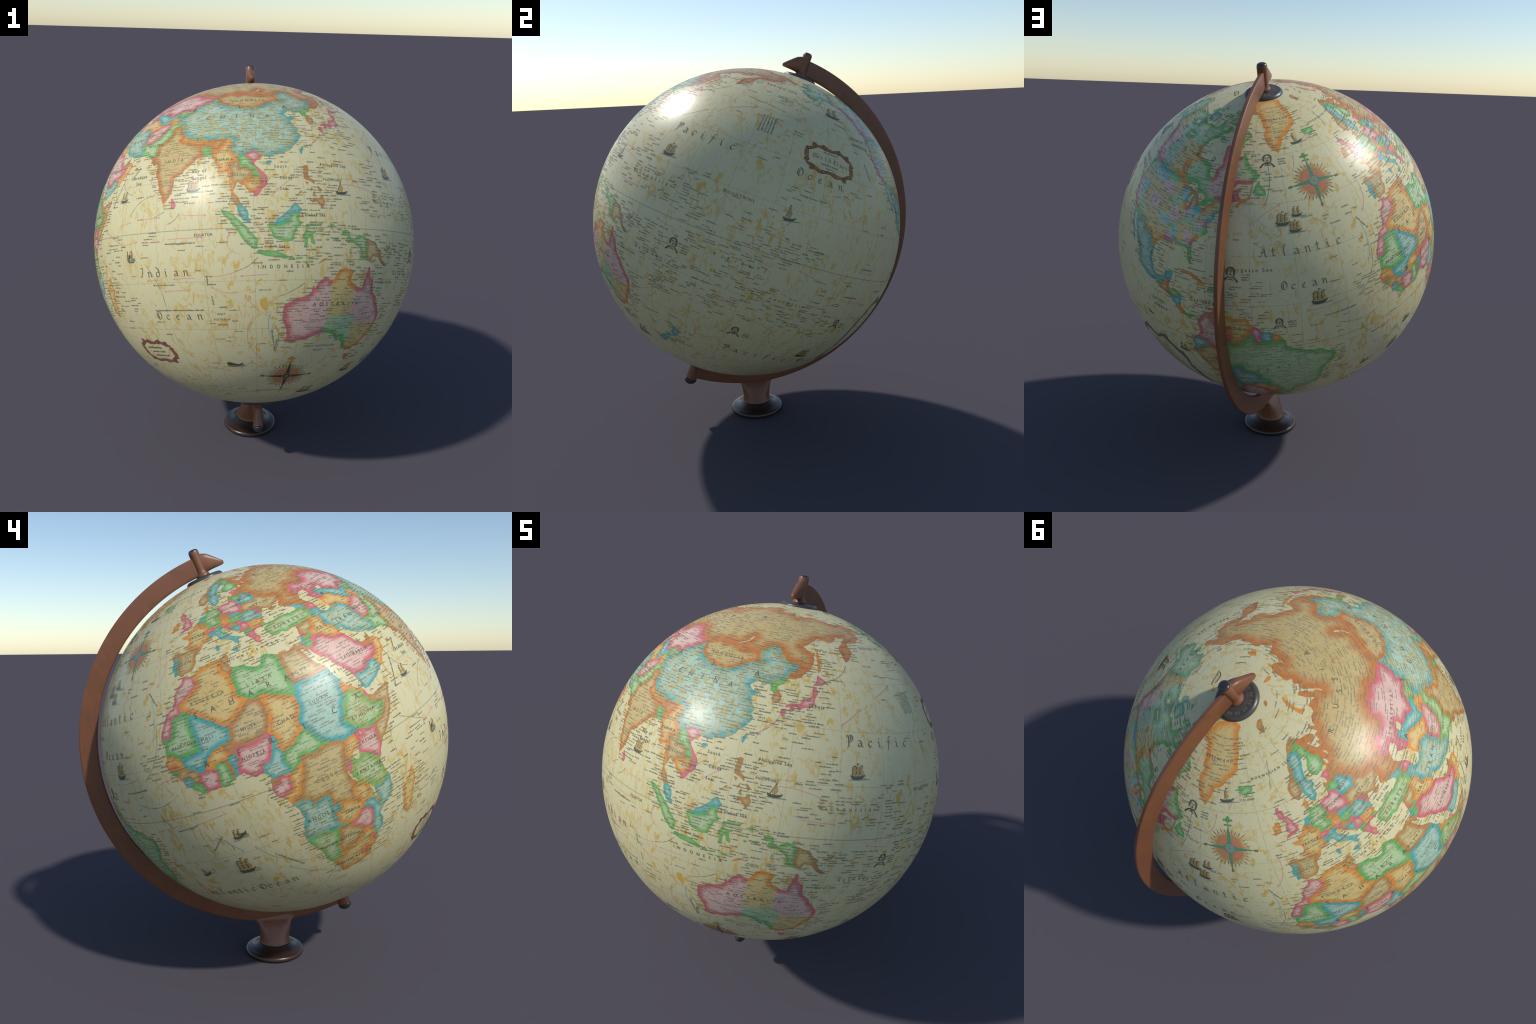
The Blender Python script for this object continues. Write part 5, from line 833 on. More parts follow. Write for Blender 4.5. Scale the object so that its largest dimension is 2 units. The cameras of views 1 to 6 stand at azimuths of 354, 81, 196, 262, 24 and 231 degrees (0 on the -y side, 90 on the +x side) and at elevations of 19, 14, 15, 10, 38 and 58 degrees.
class Print:
    """Thin raised print: pieces laid in a local frame on the ball."""

    def __init__(self):
        self.v, self.f, self.m, self.mats = [], [], [], []
        self.count = 0

    def slot(self, mat):
        if mat not in self.mats:
            self.mats.append(mat)
        return self.mats.index(mat)

    def lay(self, place, pts, faces, mat, h=PRINT_H):
        """pts in degrees east and north of place=(lon, lat, turn)."""
        pts, faces = split_long(pts, faces)
        lon, lat, turn = place
        c = on_ball(np.array([lon]), np.array([lat]), 1 - R)[0]
        e = np.cross([0, 0, 1.0], c); e /= np.linalg.norm(e)
        n = np.cross(c, e)
        t = math.radians(turn)
        x = np.radians(pts[:, 0] * math.cos(t) - pts[:, 1] * math.sin(t))
        y = np.radians(pts[:, 0] * math.sin(t) + pts[:, 1] * math.cos(t))
        a = np.hypot(x, y)
        s = np.where(a > 1e-9, np.sin(a) / np.maximum(a, 1e-9), 1.0)
        self.add(np.cos(a)[:, None] * c + (x * s)[:, None] * e + (y * s)[:, None] * n, faces, mat, h)

    def lay_parallel(self, lon, lat, pts, faces, mat, h=PRINT_H):
        """pts follow the parallel of latitude, as map lettering does."""
        pts = np.asarray(pts, float)
        la = lat + pts[:, 1]
        lo = lon + pts[:, 0] / max(0.12, math.cos(math.radians(lat)))
        self.add(on_ball(lo, la, 1 - R), faces, mat, h)

    def add(self, u, faces, mat, h):
        s = self.slot(mat)
        self.v.append(u * (R + h))
        faces = [[self.count + i for i in f] for f in faces]
        self.f.extend(faces)
        self.m.extend([s] * len(faces))
        self.count += len(u)

    def build(self, name, parent, stuff=False):
        v = np.concatenate(self.v)
        f = []
        for face in self.f:                      # every piece faces outward
            a, b, c = v[face[0]], v[face[1]], v[face[2]]
            f.append(face if np.dot(np.cross(b - a, c - a), a) > 0 else face[::-1])
        me = mesh_from(name, v, f, self.mats[0], True, radial=True)
        for m in self.mats[1:]:
            me.materials.append(m)
        me.polygons.foreach_set("material_index", self.m)
        ob = new_object(name, me, parent, BALL)
        if stuff:
            ob["kind"] = "stuff"
        return ob


def ribbon(path, width, taper=None):
    """Quads along a path of points; taper gives the width at each point."""
    p = np.asarray(path, float)
    d = np.gradient(p, axis=0)
    n = np.stack([-d[:, 1], d[:, 0]], 1) / np.maximum(np.linalg.norm(d, axis=1), 1e-9)[:, None]
    w = (np.full(len(p), width) if taper is None else width * np.asarray(taper))[:, None] / 2
    v = np.concatenate([p + n * w, p - n * w])
    k = len(p)
    return v, [[i, i + 1, k + i + 1, k + i] for i in range(k - 1)]


def arc(p, q, bulge, n=14):
    p, q = np.array(p, float), np.array(q, float)
    t = np.linspace(0, 1, n)[:, None]
    d = q - p
    return p + d * t + np.array([-d[1], d[0]]) * bulge * 4 * t * (1 - t)


def polygon(pts):
    from mathutils.geometry import tessellate_polygon
    return pts, [list(t) for t in tessellate_polygon([[Vector((p[0], p[1], 0)) for p in pts]])]


def disc(r, n=28, r0=0.0):
    a = np.linspace(0, math.tau, n, endpoint=False)
    o = np.stack([np.cos(a), np.sin(a)], 1)
    if r0 == 0:
        return o * r, [list(range(n))]
    return np.concatenate([o * r, o * r0]), [[i, (i + 1) % n, n + (i + 1) % n, n + i] for i in range(n)]


def smooth(pts, times=2, closed=False):
    p = np.asarray(pts, float)
    for _ in range(times):
        a, b = (p, np.roll(p, -1, axis=0)) if closed else (p[:-1], p[1:])
        q = np.stack([a * 0.75 + b * 0.25, a * 0.25 + b * 0.75], 1).reshape(-1, 2)
        p = q if closed else np.concatenate([p[:1], q, p[-1:]])
    return p


# Plain roman capitals come from the built-in font, one mesh per letter.
GLYPHS = {}


def glyph(ch):
    if ch not in GLYPHS:
        cu = bpy.data.curves.new("letter_source", "FONT")
        cu.body, cu.resolution_u = ch, 3
        ob = bpy.data.objects.new("letter_source", cu)
        bpy.context.scene.collection.objects.link(ob)
        me = bpy.data.meshes.new_from_object(ob.evaluated_get(bpy.context.evaluated_depsgraph_get()))
        v = np.array([p.co[:2] for p in me.vertices]).reshape(-1, 2)
        f = [list(p.vertices) for p in me.polygons]
        bpy.data.objects.remove(ob); bpy.data.curves.remove(cu); bpy.data.meshes.remove(me)
        GLYPHS[ch] = (v, f, (v[:, 0].max() + 0.09) if len(v) else 0.32)
    return GLYPHS[ch]


def words(sheet, text, lon, lat, size, mat, gap=0.0, turn=0.0, squeeze=0.9, h=WORD_H):
    """Letters size degrees tall, centred on (lon, lat), running along the parallel."""
    place, x = [], 0.0
    for ch in text:
        v, f, adv = glyph(ch)
        if len(v):
            place.append((x, v, f))
        x += adv * size * 1.35 * squeeze + gap
    x -= gap
    for x0, v, f in place:
        p = np.stack([v[:, 0] * size * 1.35 * squeeze + x0 - x / 2, (v[:, 1] - 0.36) * size * 1.35], 1)
        if turn:
            t = math.radians(turn)
            p = np.stack([p[:, 0] * math.cos(t) - p[:, 1] * math.sin(t), p[:, 0] * math.sin(t) + p[:, 1] * math.cos(t)], 1)
        sheet.lay_parallel(lon, lat, p, f, mat, h)


# Blackletter for the oceans: pen strokes on a 0..1 body, drawn with a slanted broad nib.
PEN = {
    "a": [[(.05, .46), (.25, .56), (.42, .45), (.42, .06), (.54, .02)], [(.42, .32), (.14, .26), (.05, .12), (.18, .0), (.42, .12)]],
    "c": [[(.44, .46), (.28, .57), (.08, .42), (.08, .14), (.22, .0), (.44, .1)]],
    "d": [[(.42, .1), (.24, 0), (.08, .1), (.08, .42), (.24, .54), (.44, .44)], [(.06, .98), (.3, .84), (.46, .55), (.46, .14), (.3, 0)]],
    "e": [[(.44, .1), (.22, 0), (.08, .14), (.08, .42), (.26, .57), (.42, .42), (.1, .27)]],
    "f": [[(.5, .9), (.36, .99), (.22, .84), (.2, .0), (.1, -.26)], [(.02, .53), (.42, .56)]],
    "i": [[(.02, .47), (.14, .57), (.16, .06), (.28, .03)], [(.12, .78), (.2, .72)]],
    "l": [[(.34, .93), (.22, .99), (.15, .84), (.14, .1), (.26, 0)]],
    "n": [[(.0, .47), (.12, .57), (.13, .0)], [(.13, .45), (.32, .57), (.44, .45), (.44, .06), (.56, .02)]],
    "o": [[(.26, .57), (.08, .42), (.08, .14), (.26, 0), (.44, .14), (.44, .42), (.26, .57)]],
    "r": [[(.0, .47), (.12, .57), (.13, .0)], [(.13, .42), (.3, .56), (.42, .5)]],
    "s": [[(.42, .48), (.24, .57), (.08, .44), (.4, .14), (.26, 0), (.05, .1)]],
    "t": [[(.2, .82), (.18, .12), (.3, 0), (.42, .08)], [(.02, .54), (.4, .57)]],
    "A": [[(.02, .1), (.0, .0), (.18, .1), (.42, .96), (.5, .1), (.64, 0)], [(.1, .4), (.54, .42)], [(.1, .84), (.36, .96)]],
    "C": [[(.6, .8), (.4, .98), (.12, .74), (.1, .26), (.34, .0), (.62, .16)], [(.32, .86), (.3, .2)]],
    "I": [[(.1, .86), (.3, .98), (.5, .9), (.34, .6), (.36, .2), (.2, .02), (.04, .12)]],
    "O": [[(.38, .98), (.1, .74), (.1, .26), (.38, .0), (.68, .26), (.68, .74), (.38, .98)], [(.3, .8), (.28, .22)]],
    "P": [[(.04, .72), (.12, .94), (.26, .84), (.26, .0), (.12, -.2)], [(.26, .86), (.5, 1.), (.68, .74), (.6, .42), (.28, .36)], [(.44, .86), (.44, .48)]],
    "W": [[(.02, .84), (.16, .96), (.14, .3), (.26, .04), (.44, .2), (.44, .92)], [(.44, .2), (.62, .02), (.84, .22), (.86, .7), (.72, .96)]],
}


def blackletter(sheet, text, lon, lat, size, step, mat, turn=0.0, nib=0.10, h=WORD_H):
    """step: degrees of arc from letter to letter; (lon, lat) is the first letter's foot."""
    cut = np.array([math.cos(math.radians(40)), math.sin(math.radians(40))]) * nib * size / 2
    x = 0.0
    for ch in text:
        for stroke in PEN.get(ch, []):
            p = smooth(np.array(stroke) * [size * 1.0, size], 2)
            t = math.radians(turn)
            v = np.concatenate([p + cut, p - cut]) + [x, 0]
            hair = np.array([-cut[1], cut[0]]) * 0.34
            v2 = np.concatenate([p + hair, p - hair]) + [x, 0]
            k = len(p)
            f = [[i, i + 1, k + i + 1, k + i] for i in range(k - 1)]
            for q in (v, v2):
                r = np.stack([q[:, 0] * math.cos(t) - q[:, 1] * math.sin(t), q[:, 0] * math.sin(t) + q[:, 1] * math.cos(t)], 1)
                sheet.lay_parallel(lon, lat, r, f, mat, h)
        x += step


def tiny_line(sheet, lon, lat, length, mat, size=0.42, turn=0.0):
    """A line of print too small to read: a row of short letter-sized bars."""
    pts, faces, x = [], [], 0.0
    while x < length:
        if rng.random() < 0.1:
            x += 0.2
        w, hh = rng.uniform(0.15, 0.23), size * rng.choice([0.55, 0.62, 0.7, 1.0])
        b = len(pts)
        low = -0.12 * size if rng.random() < 0.1 else 0
        pts += [(x, low), (x + w, low), (x + w, hh), (x, hh)]
        faces.append([b, b + 1, b + 2, b + 3])
        x += w + 0.06
    p = np.array(pts)
    if turn:
        t = math.radians(turn)
        p = np.stack([p[:, 0] * math.cos(t) - p[:, 1] * math.sin(t), p[:, 0] * math.sin(t) + p[:, 1] * math.cos(t)], 1)
    sheet.lay_parallel(lon, lat, p, faces, mat, PRINT_H)
# ------------------------------------------------------------------ build: ball and map
root = bpy.data.objects.new("desk_globe", None)
bpy.context.scene.collection.objects.link(root)
root["label"] = "antique style world globe on bronze arm and round foot"
root["category"] = "globe"


def ball_mesh():
    n, m = 240, 120
    v, f = [(0, 0, R)], []
    for j in range(1, m):
        b = math.pi * j / m
        for i in range(n):
            a = math.tau * i / n
            v.append((R * math.sin(b) * math.cos(a), R * math.sin(b) * math.sin(a), R * math.cos(b)))
    v.append((0, 0, -R))
    for i in range(n):
        k = (i + 1) % n
        f.append((0, 1 + i, 1 + k))
        for j in range(m - 2):
            p = 1 + j * n
            f.append((p + i, p + n + i, p + n + k, p + k))
        p = 1 + (m - 2) * n
        f.append((p + i, len(v) - 1, p + k))
    return mesh_from("ball", v, f, ocean_material(), True, radial=True)


bpy.context.view_layer.update()
ball = new_object("ball", ball_mesh(), root, BALL)
bpy.context.view_layer.update()

CANADA = {"nunavut", "british_columbia", "yukon", "northwest_territories", "alberta", "saskatchewan", "manitoba", "quebec", "ontario", "labrador", "new_brunswick", "nova_scotia"}
STATES = {r[0] for r in NORTH_AMERICA} - CANADA - {"mexico", "guatemala", "belize", "honduras", "salvador", "nicaragua", "costa_rica", "panama", "alaska"}
landmass(ball, EURASIA_COAST, EURASIA_LAKES, EURASIA, "country", [{"egypt", "sinai"}])
landmass(ball, AFRICA_COAST, AFRICA_LAKES, AFRICA, "country", [{"morocco", "western_sahara"}])
landmass(ball, NORTH_AMERICA_COAST, NORTH_AMERICA_LAKES, NORTH_AMERICA, "state", [CANADA, STATES])
landmass(ball, SOUTH_AMERICA_COAST, [], SOUTH_AMERICA, "country")
landmass(ball, AUSTRALIA_COAST, [], AUSTRALIA, "state", [{r[0] for r in AUSTRALIA}], coast_wobble=0.3)
landmass(ball, BORNEO_COAST, [], BORNEO, "island", coast_wobble=0.25)
landmass(ball, NEW_GUINEA_COAST, [], NEW_GUINEA, "island", coast_wobble=0.25)
for name, tint, relief, outline in ISLANDS:
    small = np.ptp(pairs(outline)[:, 1]) < 5
    landmass(ball, [(name, outline)], [], [(name, tint, relief, outline)], "island", coast_wobble=0.1 if small else 0.3, keep_coast=name != "antarctica")

# ------------------------------------------------------------------ build: lettering
INK = plain_material("printing_ink", (104, 99, 76), GLOSS, 0.0, spec=SPEC)
FINE_INK = plain_material("small_print_ink", (138, 134, 104), GLOSS, 0.0, spec=SPEC)
SEPIA = plain_material("sail_sepia", (188, 158, 92), GLOSS, 0.1, spec=SPEC)
UMBER = plain_material("hull_umber", (92, 78, 52), GLOSS, 0.1, spec=SPEC)
WAVE = plain_material("wave_grey_green", (138, 152, 134), GLOSS, 0.1, spec=SPEC)
PALE = plain_material("pale_wash", (206, 192, 150), GLOSS, 0.1, spec=SPEC)
ROSE_LINE = plain_material("current_rose", (216, 150, 140), GLOSS, 0.0, spec=SPEC)
ICE_LINE = plain_material("current_ice_blue", (136, 184, 184), GLOSS, 0.0, spec=SPEC)

great = Print()
for text, lon, lat, size, step in (
        ("Indian", 67.2, -12.9, 2.9, 3.15), ("Ocean", 69.9, -26.2, 2.9, 3.55),
        ("Pacific", 151.5, 25.6, 3.2, 3.5), ("Ocean", -161, 25.0, 3.0, 3.7),
        ("Pacific", -163.5, -38.5, 3.0, 3.7), ("Ocean", -126, -38.5, 3.0, 3.7),
        ("Atlantic", -56.5, 29.5, 3.1, 3.3), ("Ocean", -50.5, 19.4, 2.8, 3.1),
        ("Atlantic", -30.5, -30.2, 3.0, 2.2), ("Ocean", -9.5, -30.6, 3.0, 2.5)):
    blackletter(great, text, lon, lat, size, step, INK)
great.build("ocean_name", ball, True)

lettering = Print()
for text, lon, lat, size, gap in (
        ("AUSTRALIA", 131.9, -22.1, 1.35, .9), ("LIBYA", 17.1, 26.8, 1.2, .75), ("ALGERIA", .9, 27.7, 1.1, .75),
        ("CHAD", 19.2, 14.8, 1.15, .25), ("NIGER", 9.5, 16.8, 1.05, .2), ("MALI", -2.4, 18, 1.1, .15), ("SUDAN", 29.6, 16, 1.05, .3),
        ("EGYPT", 29.3, 24.6, 1.0, .5), ("MAURITANIA", -9.8, 18.2, .95, .1), ("ETHIOPIA", 39.5, 7.6, 1.1, .25),
        ("NIGERIA", 8, 9.8, 1.1, .25), ("KENYA", 38, 1.1, 1.1, .1), ("TANZANIA", 35, -5.8, 1.1, .2), ("ANGOLA", 18, -12.2, 1.2, .3),
        ("ZAMBIA", 26.8, -14.4, .9, .1), ("NAMIBIA", 17.2, -22, .9, .1), ("BOTSWANA", 24, -22, .8, .05),
        ("SOUTH AFRICA", 23.8, -30.6, 1.0, .2), ("CONGO", 23.2, -2.8, 1.0, .4), ("SAUDI", 44.6, 22.6, 1.2, .15), ("ARABIA", 49.4, 22.2, 1.2, .1),
        ("IRAN", 54.2, 32.6, 1.5, .8), ("IRAQ", 43.4, 33.1, 1.1, .3), ("TURKEY", 34.6, 38.8, 1.2, .5), ("KAZAKHSTAN", 65.2, 47.8, 1.0, .5),
        ("MONGOLIA", 103, 46.4, 1.2, .5), ("INDIA", 79, 21.6, 1.2, .7),
        ("FRANCE", 2.4, 46.8, .9, .1), ("SPAIN", -3.9, 39.6, .9, .2), ("POLAND", 19.4, 52, .9, .1), ("UKRAINE", 31.5, 49, .9, .2),
        ("SWEDEN", 15.5, 61.5, .7, .1), ("ITALY", 12.6, 42.7, .7, .1), ("GERMANY", 10.3, 51, .8, .05), ("ROMANIA", 25, 46, .7, .05),
        ("BELARUS", 28, 53.6, .7, .05), ("AFGHANISTAN", 65.5, 33.6, .8, .1), ("PAKISTAN", 68.5, 28.4, .9, .1), ("THAILAND", 101.4, 15.4, .8, .1),
        ("BURMA", 96.2, 20.6, 1.1, .2), ("VIETNAM", 107, 13.2, .7, .05), ("JAPAN", 141.6, 35.4, 1.0, .15), ("PHILIPPINES", 129.6, 14.2, .8, .1),
        ("INDONESIA", 113.5, -10.8, 1.1, 1.0), ("MADAGASCAR", 53.2, -18.6, .7, .1), ("GREENLAND", -41, 72.6, .85, .3),
        ("ICELAND", -18.6, 62.6, .7, .1), ("BRAZIL", -52, -9.2, 1.4, 2.4), ("ARGENTINA", -65, -34.5, 1.2, .4), ("BOLIVIA", -64.6, -16.8, .9, .2),
        ("PERU", -75, -9.4, 1.1, .5), ("COLOMBIA", -72.9, 3.6, 1.0, .1), ("VENEZUELA", -65.8, 7, 1.0, .1), ("MEXICO", -102.5, 24, 1.1, .7),
        ("UNITED STATES", -98.5, 39, 1.1, 1.6), ("CANADA", -101, 57.2, 1.5, 5.2), ("ALASKA", -152, 65.2, 1.3, .8), ("NORTH", -132.8, 45.6, 1.4, .1),
        ("AMERICA", -131.6, 43.2, 1.4, .1), ("CENTRAL", -93.6, 9.6, 1.1, .05), ("AMERICA", -92.5, 7.4, 1.1, .05),
        ("TASMANIA", 151.8, -42.4, .6, .05), ("NEW ZEALAND", 179, -43.6, .8, .1), ("EQUATOR", 90.4, -1.5, .9, .05),
        ("NORWEGIAN SEA", 2, 67.6, .8, .3), ("BERING SEA", 181, 58, 1.2, .3), ("SEA OF OKHOTSK", 149.5, 54.4, .8, .1), ("Sargasso Sea", -59.5, 25.8, 1.3, .35),
        ("Caribbean", -75.5, 14.6, 1.3, .3), ("Sea", -73.5, 12.8, 1.2, .2), ("Arabian", 66, 17.6, 1.3, .15), ("Sea", 66, 15.6, 1.3, .1), ("Bay of", 88.5, 17.4, 1.2, .1), ("Bengal", 88.5, 15.2, 1.2, .1),
        ("Red Sea", 38.4, 20.4, .9, .25), ("Mediterranean", 17.5, 35.1, 1.0, .8), ("Black Sea", 34.4, 43.3, .8, .1), ("Coral Sea", 152.5, -15.6, 1.1, .15),
        ("South", 113.4, 18, 1.0, .2), ("China", 114.8, 14.4, 1.0, .2), ("Sea", 113.8, 11.2, 1.0, .2), ("Celebes Sea", 122.4, 3.6, 1.0, .1), ("Java Sea", 111.5, -5.1, .9, .1),
        ("Philippine Sea", 131, 19, 1.0, .15), ("WEST", 94, -24.5, .7, .05), ("AUSTRALIA", 94, -26.2, .7, .05), ("BASIN", 94, -27.9, .7, .05),
        ("MICRONESIA", 153, 8.6, 1.0, 1.0), ("MELANESIA", 163, -13, 1.0, 1.0), ("MOUNTAINS", -176, 13.2, 1.0, .35), ("KIRIBATI", -169, -5.2, 1.1, 1.6),
        ("POLYNESIA", -150, -13, .9, .8), ("GREAT AUSTRALIAN", 129.5, -36.4, .8, .1), ("BIGHT", 129.5, -38, .8, .1)):
    words(lettering, text, lon, lat, size * .94, INK, gap, turn=16 if text == "BRAZIL" else 0)
for text, lon, lat in (("C", 88, 37.5), ("H", 93.7, 37.5), ("I", 99.1, 37.5), ("N", 105.1, 37.6), ("A", 111.1, 37.5), ("A", 119, 42.6), ("I", 99.9, 42.5), ("S", 79.7, 43), ("A", 57.6, 42.7),
                       ("S", -3.8, 24.5), ("A", 1.9, 24.6), ("H", 7.6, 24.6), ("A", 13.5, 24.6), ("R", 19.1, 24.8), ("A", 24.6, 24.5),
                       ("A", -4.8, 11.8), ("F", 4.8, 11.7), ("R", 13.7, 11.5), ("I", 22.9, 11.5), ("C", 32.1, 11.7), ("A", 39.9, 12.2),
                       ("R", 47.8, 63), ("U", 62.7, 63.2), ("S", 72.4, 62.3), ("S", 80, 63), ("I", 88, 65.5), ("A", 104.2, 66.8)):
    words(lettering, text, lon, lat, 1.7, INK)
lettering.build("map_name", ball, True)

# Rows of tiny print: on the land, out to sea from every coast, and among the island groups.
KEEP_CLEAR = [(-31, 49, 10.5), (119.4, -49.8, 10.5), (-149, 33.5, 11), (61, -38.3, 9.5), (-158, 27, 3), (-150, 26, 4), (77, -12, 9), (80, -25, 9), (162, 27, 12),
              (-46, 31, 4), (-36, 31, 4), (-54, 31, 3), (-43, 20, 8), (-150, -37, 12), (-20, -29, 10), (0, -29, 7), (63.9, -6.6, 3.5), (96, -43.1, 4), (-47, 36.9, 4.5), (-39.4, 16.6, 3),
              (0, 90, 9), (0, -90, 14), (-98.2, -23.5, 17)]
clear_u = np.array([on_ball(np.array([a]), np.array([b]), 1 - R)[0] for a, b, _ in KEEP_CLEAR])
clear_c = np.cos(np.radians([r for *_, r in KEEP_CLEAR]))
GRID = 0.5
glon, glat = np.meshgrid(np.arange(-180, 180, GRID), np.arange(-80, 84, GRID))
land = np.zeros(glon.size, bool)
for loop in COASTS:
    for shift in (0, 360, -360):
        land |= inside(glon.ravel() + shift, glat.ravel(), loop)
land = land.reshape(glon.shape)
shore = np.zeros_like(land)
for k in range(1, 8):
    shore |= np.roll(land, k, 1) | np.roll(land, -k, 1)
shore[2:] |= land[:-2]; shore[:-2] |= land[2:]
shore &= ~land
ISLAND_SEAS = [(145, 15, 5, 8), (152, 8, 16, 5), (168, 9, 7, 8), (173, -1, 7, 7), (161, -9, 9, 6), (168, -18, 5, 7), (179, -17, 8, 6), (-173, -16, 8, 7), (-160, -16, 9, 7),
               (-170, -5, 9, 5), (-146, -17, 14, 6), (-138, -10, 5, 5), (-138, -21, 9, 4), (-157, 20, 7, 3), (-170, 5, 7, 5), (-157, 2, 5, 5), (122, 10, 8, 8), (128, -5, 10, 7),
               (-72, 17, 16, 8), (-62, 14, 5, 7), (-26, 38, 7, 3), (-16, 28, 6, 3), (-24, 15, 5, 4), (72, -6, 4, 8), (55, -6, 6, 6), (57, -20, 6, 4), (93, 11, 4, 5), (135, 28, 8, 6), (-5, 44, 8, 8), (18, 39, 20, 6), (-178, 52, 16, 3), (-40, 45, 2, 2), (-150, 2, 4, 4)]
small = Print()
lat = -64.0
while lat < 78:
    c = math.cos(math.radians(lat))
    lon = -180 + rng.uniform(0, 3)
    while lon < 179:
        i, j = int((lat + 80) / GRID), int((lon + 180) / GRID) % land.shape[1]
        if land[i, j]:
            p = 0.36
        elif shore[i, j]:
            p = 0.42 if lat > -50 else 0.2
        else:
            p = 0.014
            for a, b, ra, rb in ISLAND_SEAS:
                if ((lon - a) / ra) ** 2 + ((lat - b) / rb) ** 2 < 1:
                    p = 0.22
        u = on_ball(np.array([lon + 1 / c]), np.array([lat]), 1 - R)[0]
        if np.any(clear_u @ u > clear_c):
            p = 0
        run = rng.uniform(1.2, 3.5)
        if rng.random() < p:
            tiny_line(small, lon, lat + rng.uniform(-0.2, 0.2), run, FINE_INK, rng.choice([0.30, 0.36, 0.42]))
            lon += (run + rng.uniform(0.25, 0.9)) / c
        else:
            lon += rng.uniform(0.7, 1.6) / c
    lat += 0.86
for lon, lat, run, turn, n in ((-179.5, 42, 7, -88, 5), (90.5, -13, 3, -88, 1), (91.5, -19, 2.6, -86, 1), (110, -30, 8, -80, 1), (112, -33, 5, -95, 1), (-127, 3, 6, 0, 1), (-113, -4, 6, 0, 1), (-130, -7, 7, 0, 1), (-150, 4.5, 6, 0, 1),
                               (78, -3.8, 10, 0, 1), (72, -15.6, 8, 0, 1), (70, -23.4, 18, 0, 1), (2, -18, 9, -50, 1), (-14, -12, 6, 40, 1), (-22, -4, 7, 5, 1), (-60, 46, 9, 80, 1), (103, -58.5, 13, 0, 1), (-35, 9, 8, 3, 1), (-20, 35, 5, -60, 1), (54, 9, 9, 62, 1), (62, 17, 5, 50, 1), (-146, 49, 6, -8, 1), (-131, 37, 6, -70, 1)):
    for k in range(n):
        t = math.radians(turn)
        tiny_line(small, lon + k * 1.3 * math.sin(-t), lat - k * 1.3 * math.cos(t), run * rng.uniform(0.9, 1), FINE_INK, 0.5, turn)
small.build("small_print", ball, True)

# Ocean-current arrows and swelling margin lines.
currents = Print()
for p, q, bulge, cold in (
        ((60, -3.2), (67, -2.4), 0, 0), ((69, -2.9), (76, -2.8), 0, 0), ((79, -2.3), (90, -2.2), 0, 0), ((84, 4.2), (91, 4), 0, 0), ((59, 3), (64, 3.6), 0, 0), ((69, 4), (76, 4.2), 0, 0),
        ((76, -13.8), (70, -14), 0, 0), ((87, -13.6), (80, -13.8), 0, 0), ((101, -11.5), (92, -13.4), .05, 0), ((109, -13), (101, -13.4), 0, 0), ((85, -17), (76, -17.4), 0, 0),
        ((100, -18), (92, -16.4), .1, 0), ((110, -26), (102, -19), .08, 0), ((104, -26), (105, -39), -.2, 0), ((82, -45), (93, -46), .05, 0), ((100, -7), (98, -1.6), .3, 0),
        ((111, -34), (109.5, -25), .12, 1), ((98, -45), (103, -42), 0, 1), ((133, 13), (148, 10), .06, 0), ((140, 5), (150, 4.4), 0, 0), ((150, 31), (158, 36), 0, 0), ((166, 40), (176, 44), 0, 0),
        ((178, 47), (188, 46), 0, 0), ((-179, 8), (-172, 5), 0, 0), ((-165, 6), (-157, 5), 0, 0), ((-151, -2), (-140, -4), 0, 0), ((-160, -3.5), (-168, -2), 0, 0), ((-128, 2), (-121, 2), 0, 0), ((-129, -8.5), (-120, -8.5), 0, 0),
        ((170, -3), (162, -2), 0, 0), ((168, -22), (155, -28), .05, 0), ((-175, -20), (-166, -19), .1, 0), ((-178, -30), (-176, -36), .1, 0), ((-150, -24), (-160, -22), 0, 0), ((152, -32), (154, -38), .1, 0),
        ((-60, 38), (-48, 44), .05, 0), ((-44, 52), (-37, 58), -.2, 0), ((-30, 60), (-22, 64), .1, 0), ((-12, 46), (-16, 36), .15, 0), ((-19, 33), (-20, 22), .1, 1), ((-30, 13), (-43, 12), .03, 0), ((-22, 10), (-10, 4), .25, 0),
        ((-20, -2), (-30, -3), 0, 0), ((-5, -2), (-15, -3), 0, 0), ((10, -24), (-2, -14), .1, 1), ((14, -31), (4, -24), .05, 1), ((8, -38), (14, -34), -.1, 1), ((-40, -20), (-46, -30), .1, 0), ((-14, -8), (-6, -14), .1, 1),
        ((110, 9), (116, 14), 0, 0), ((124, 24), (130, 30), .1, 0), ((112, 5), (107, 1), .1, 0), ((-78, 28), (-76, 33), .05, 0), ((-66, 20), (-76, 22), .05, 0), ((-62, 13), (-72, 14), 0, 0), ((-105, 10), (-98, 8), 0, 0), ((-122, 32), (-116, 24), .08, 1), ((-90, 4), (-83, 4), 0, 0), ((-80, -14), (-83, -6), .1, 1)):
    path = arc(p, q, bulge)
    mat = ICE_LINE if cold else ROSE_LINE
    c = math.cos(math.radians((p[1] + q[1]) / 2))
    mid = path.mean(0)
    rel = (path - mid) * [c, 1]
    v, f = ribbon(rel, 0.17)
    currents.lay_parallel(mid[0], mid[1], v, f, mat, MARK_H)
    d = rel[-1] - rel[-2]; d /= np.linalg.norm(d)
    s = np.array([-d[1], d[0]])
    currents.lay_parallel(mid[0], mid[1], [rel[-1] + d * .5, rel[-1] - d * .4 + s * .36, rel[-1] - d * .4 - s * .36], [[0, 1, 2]], mat, MARK_H + .0001)
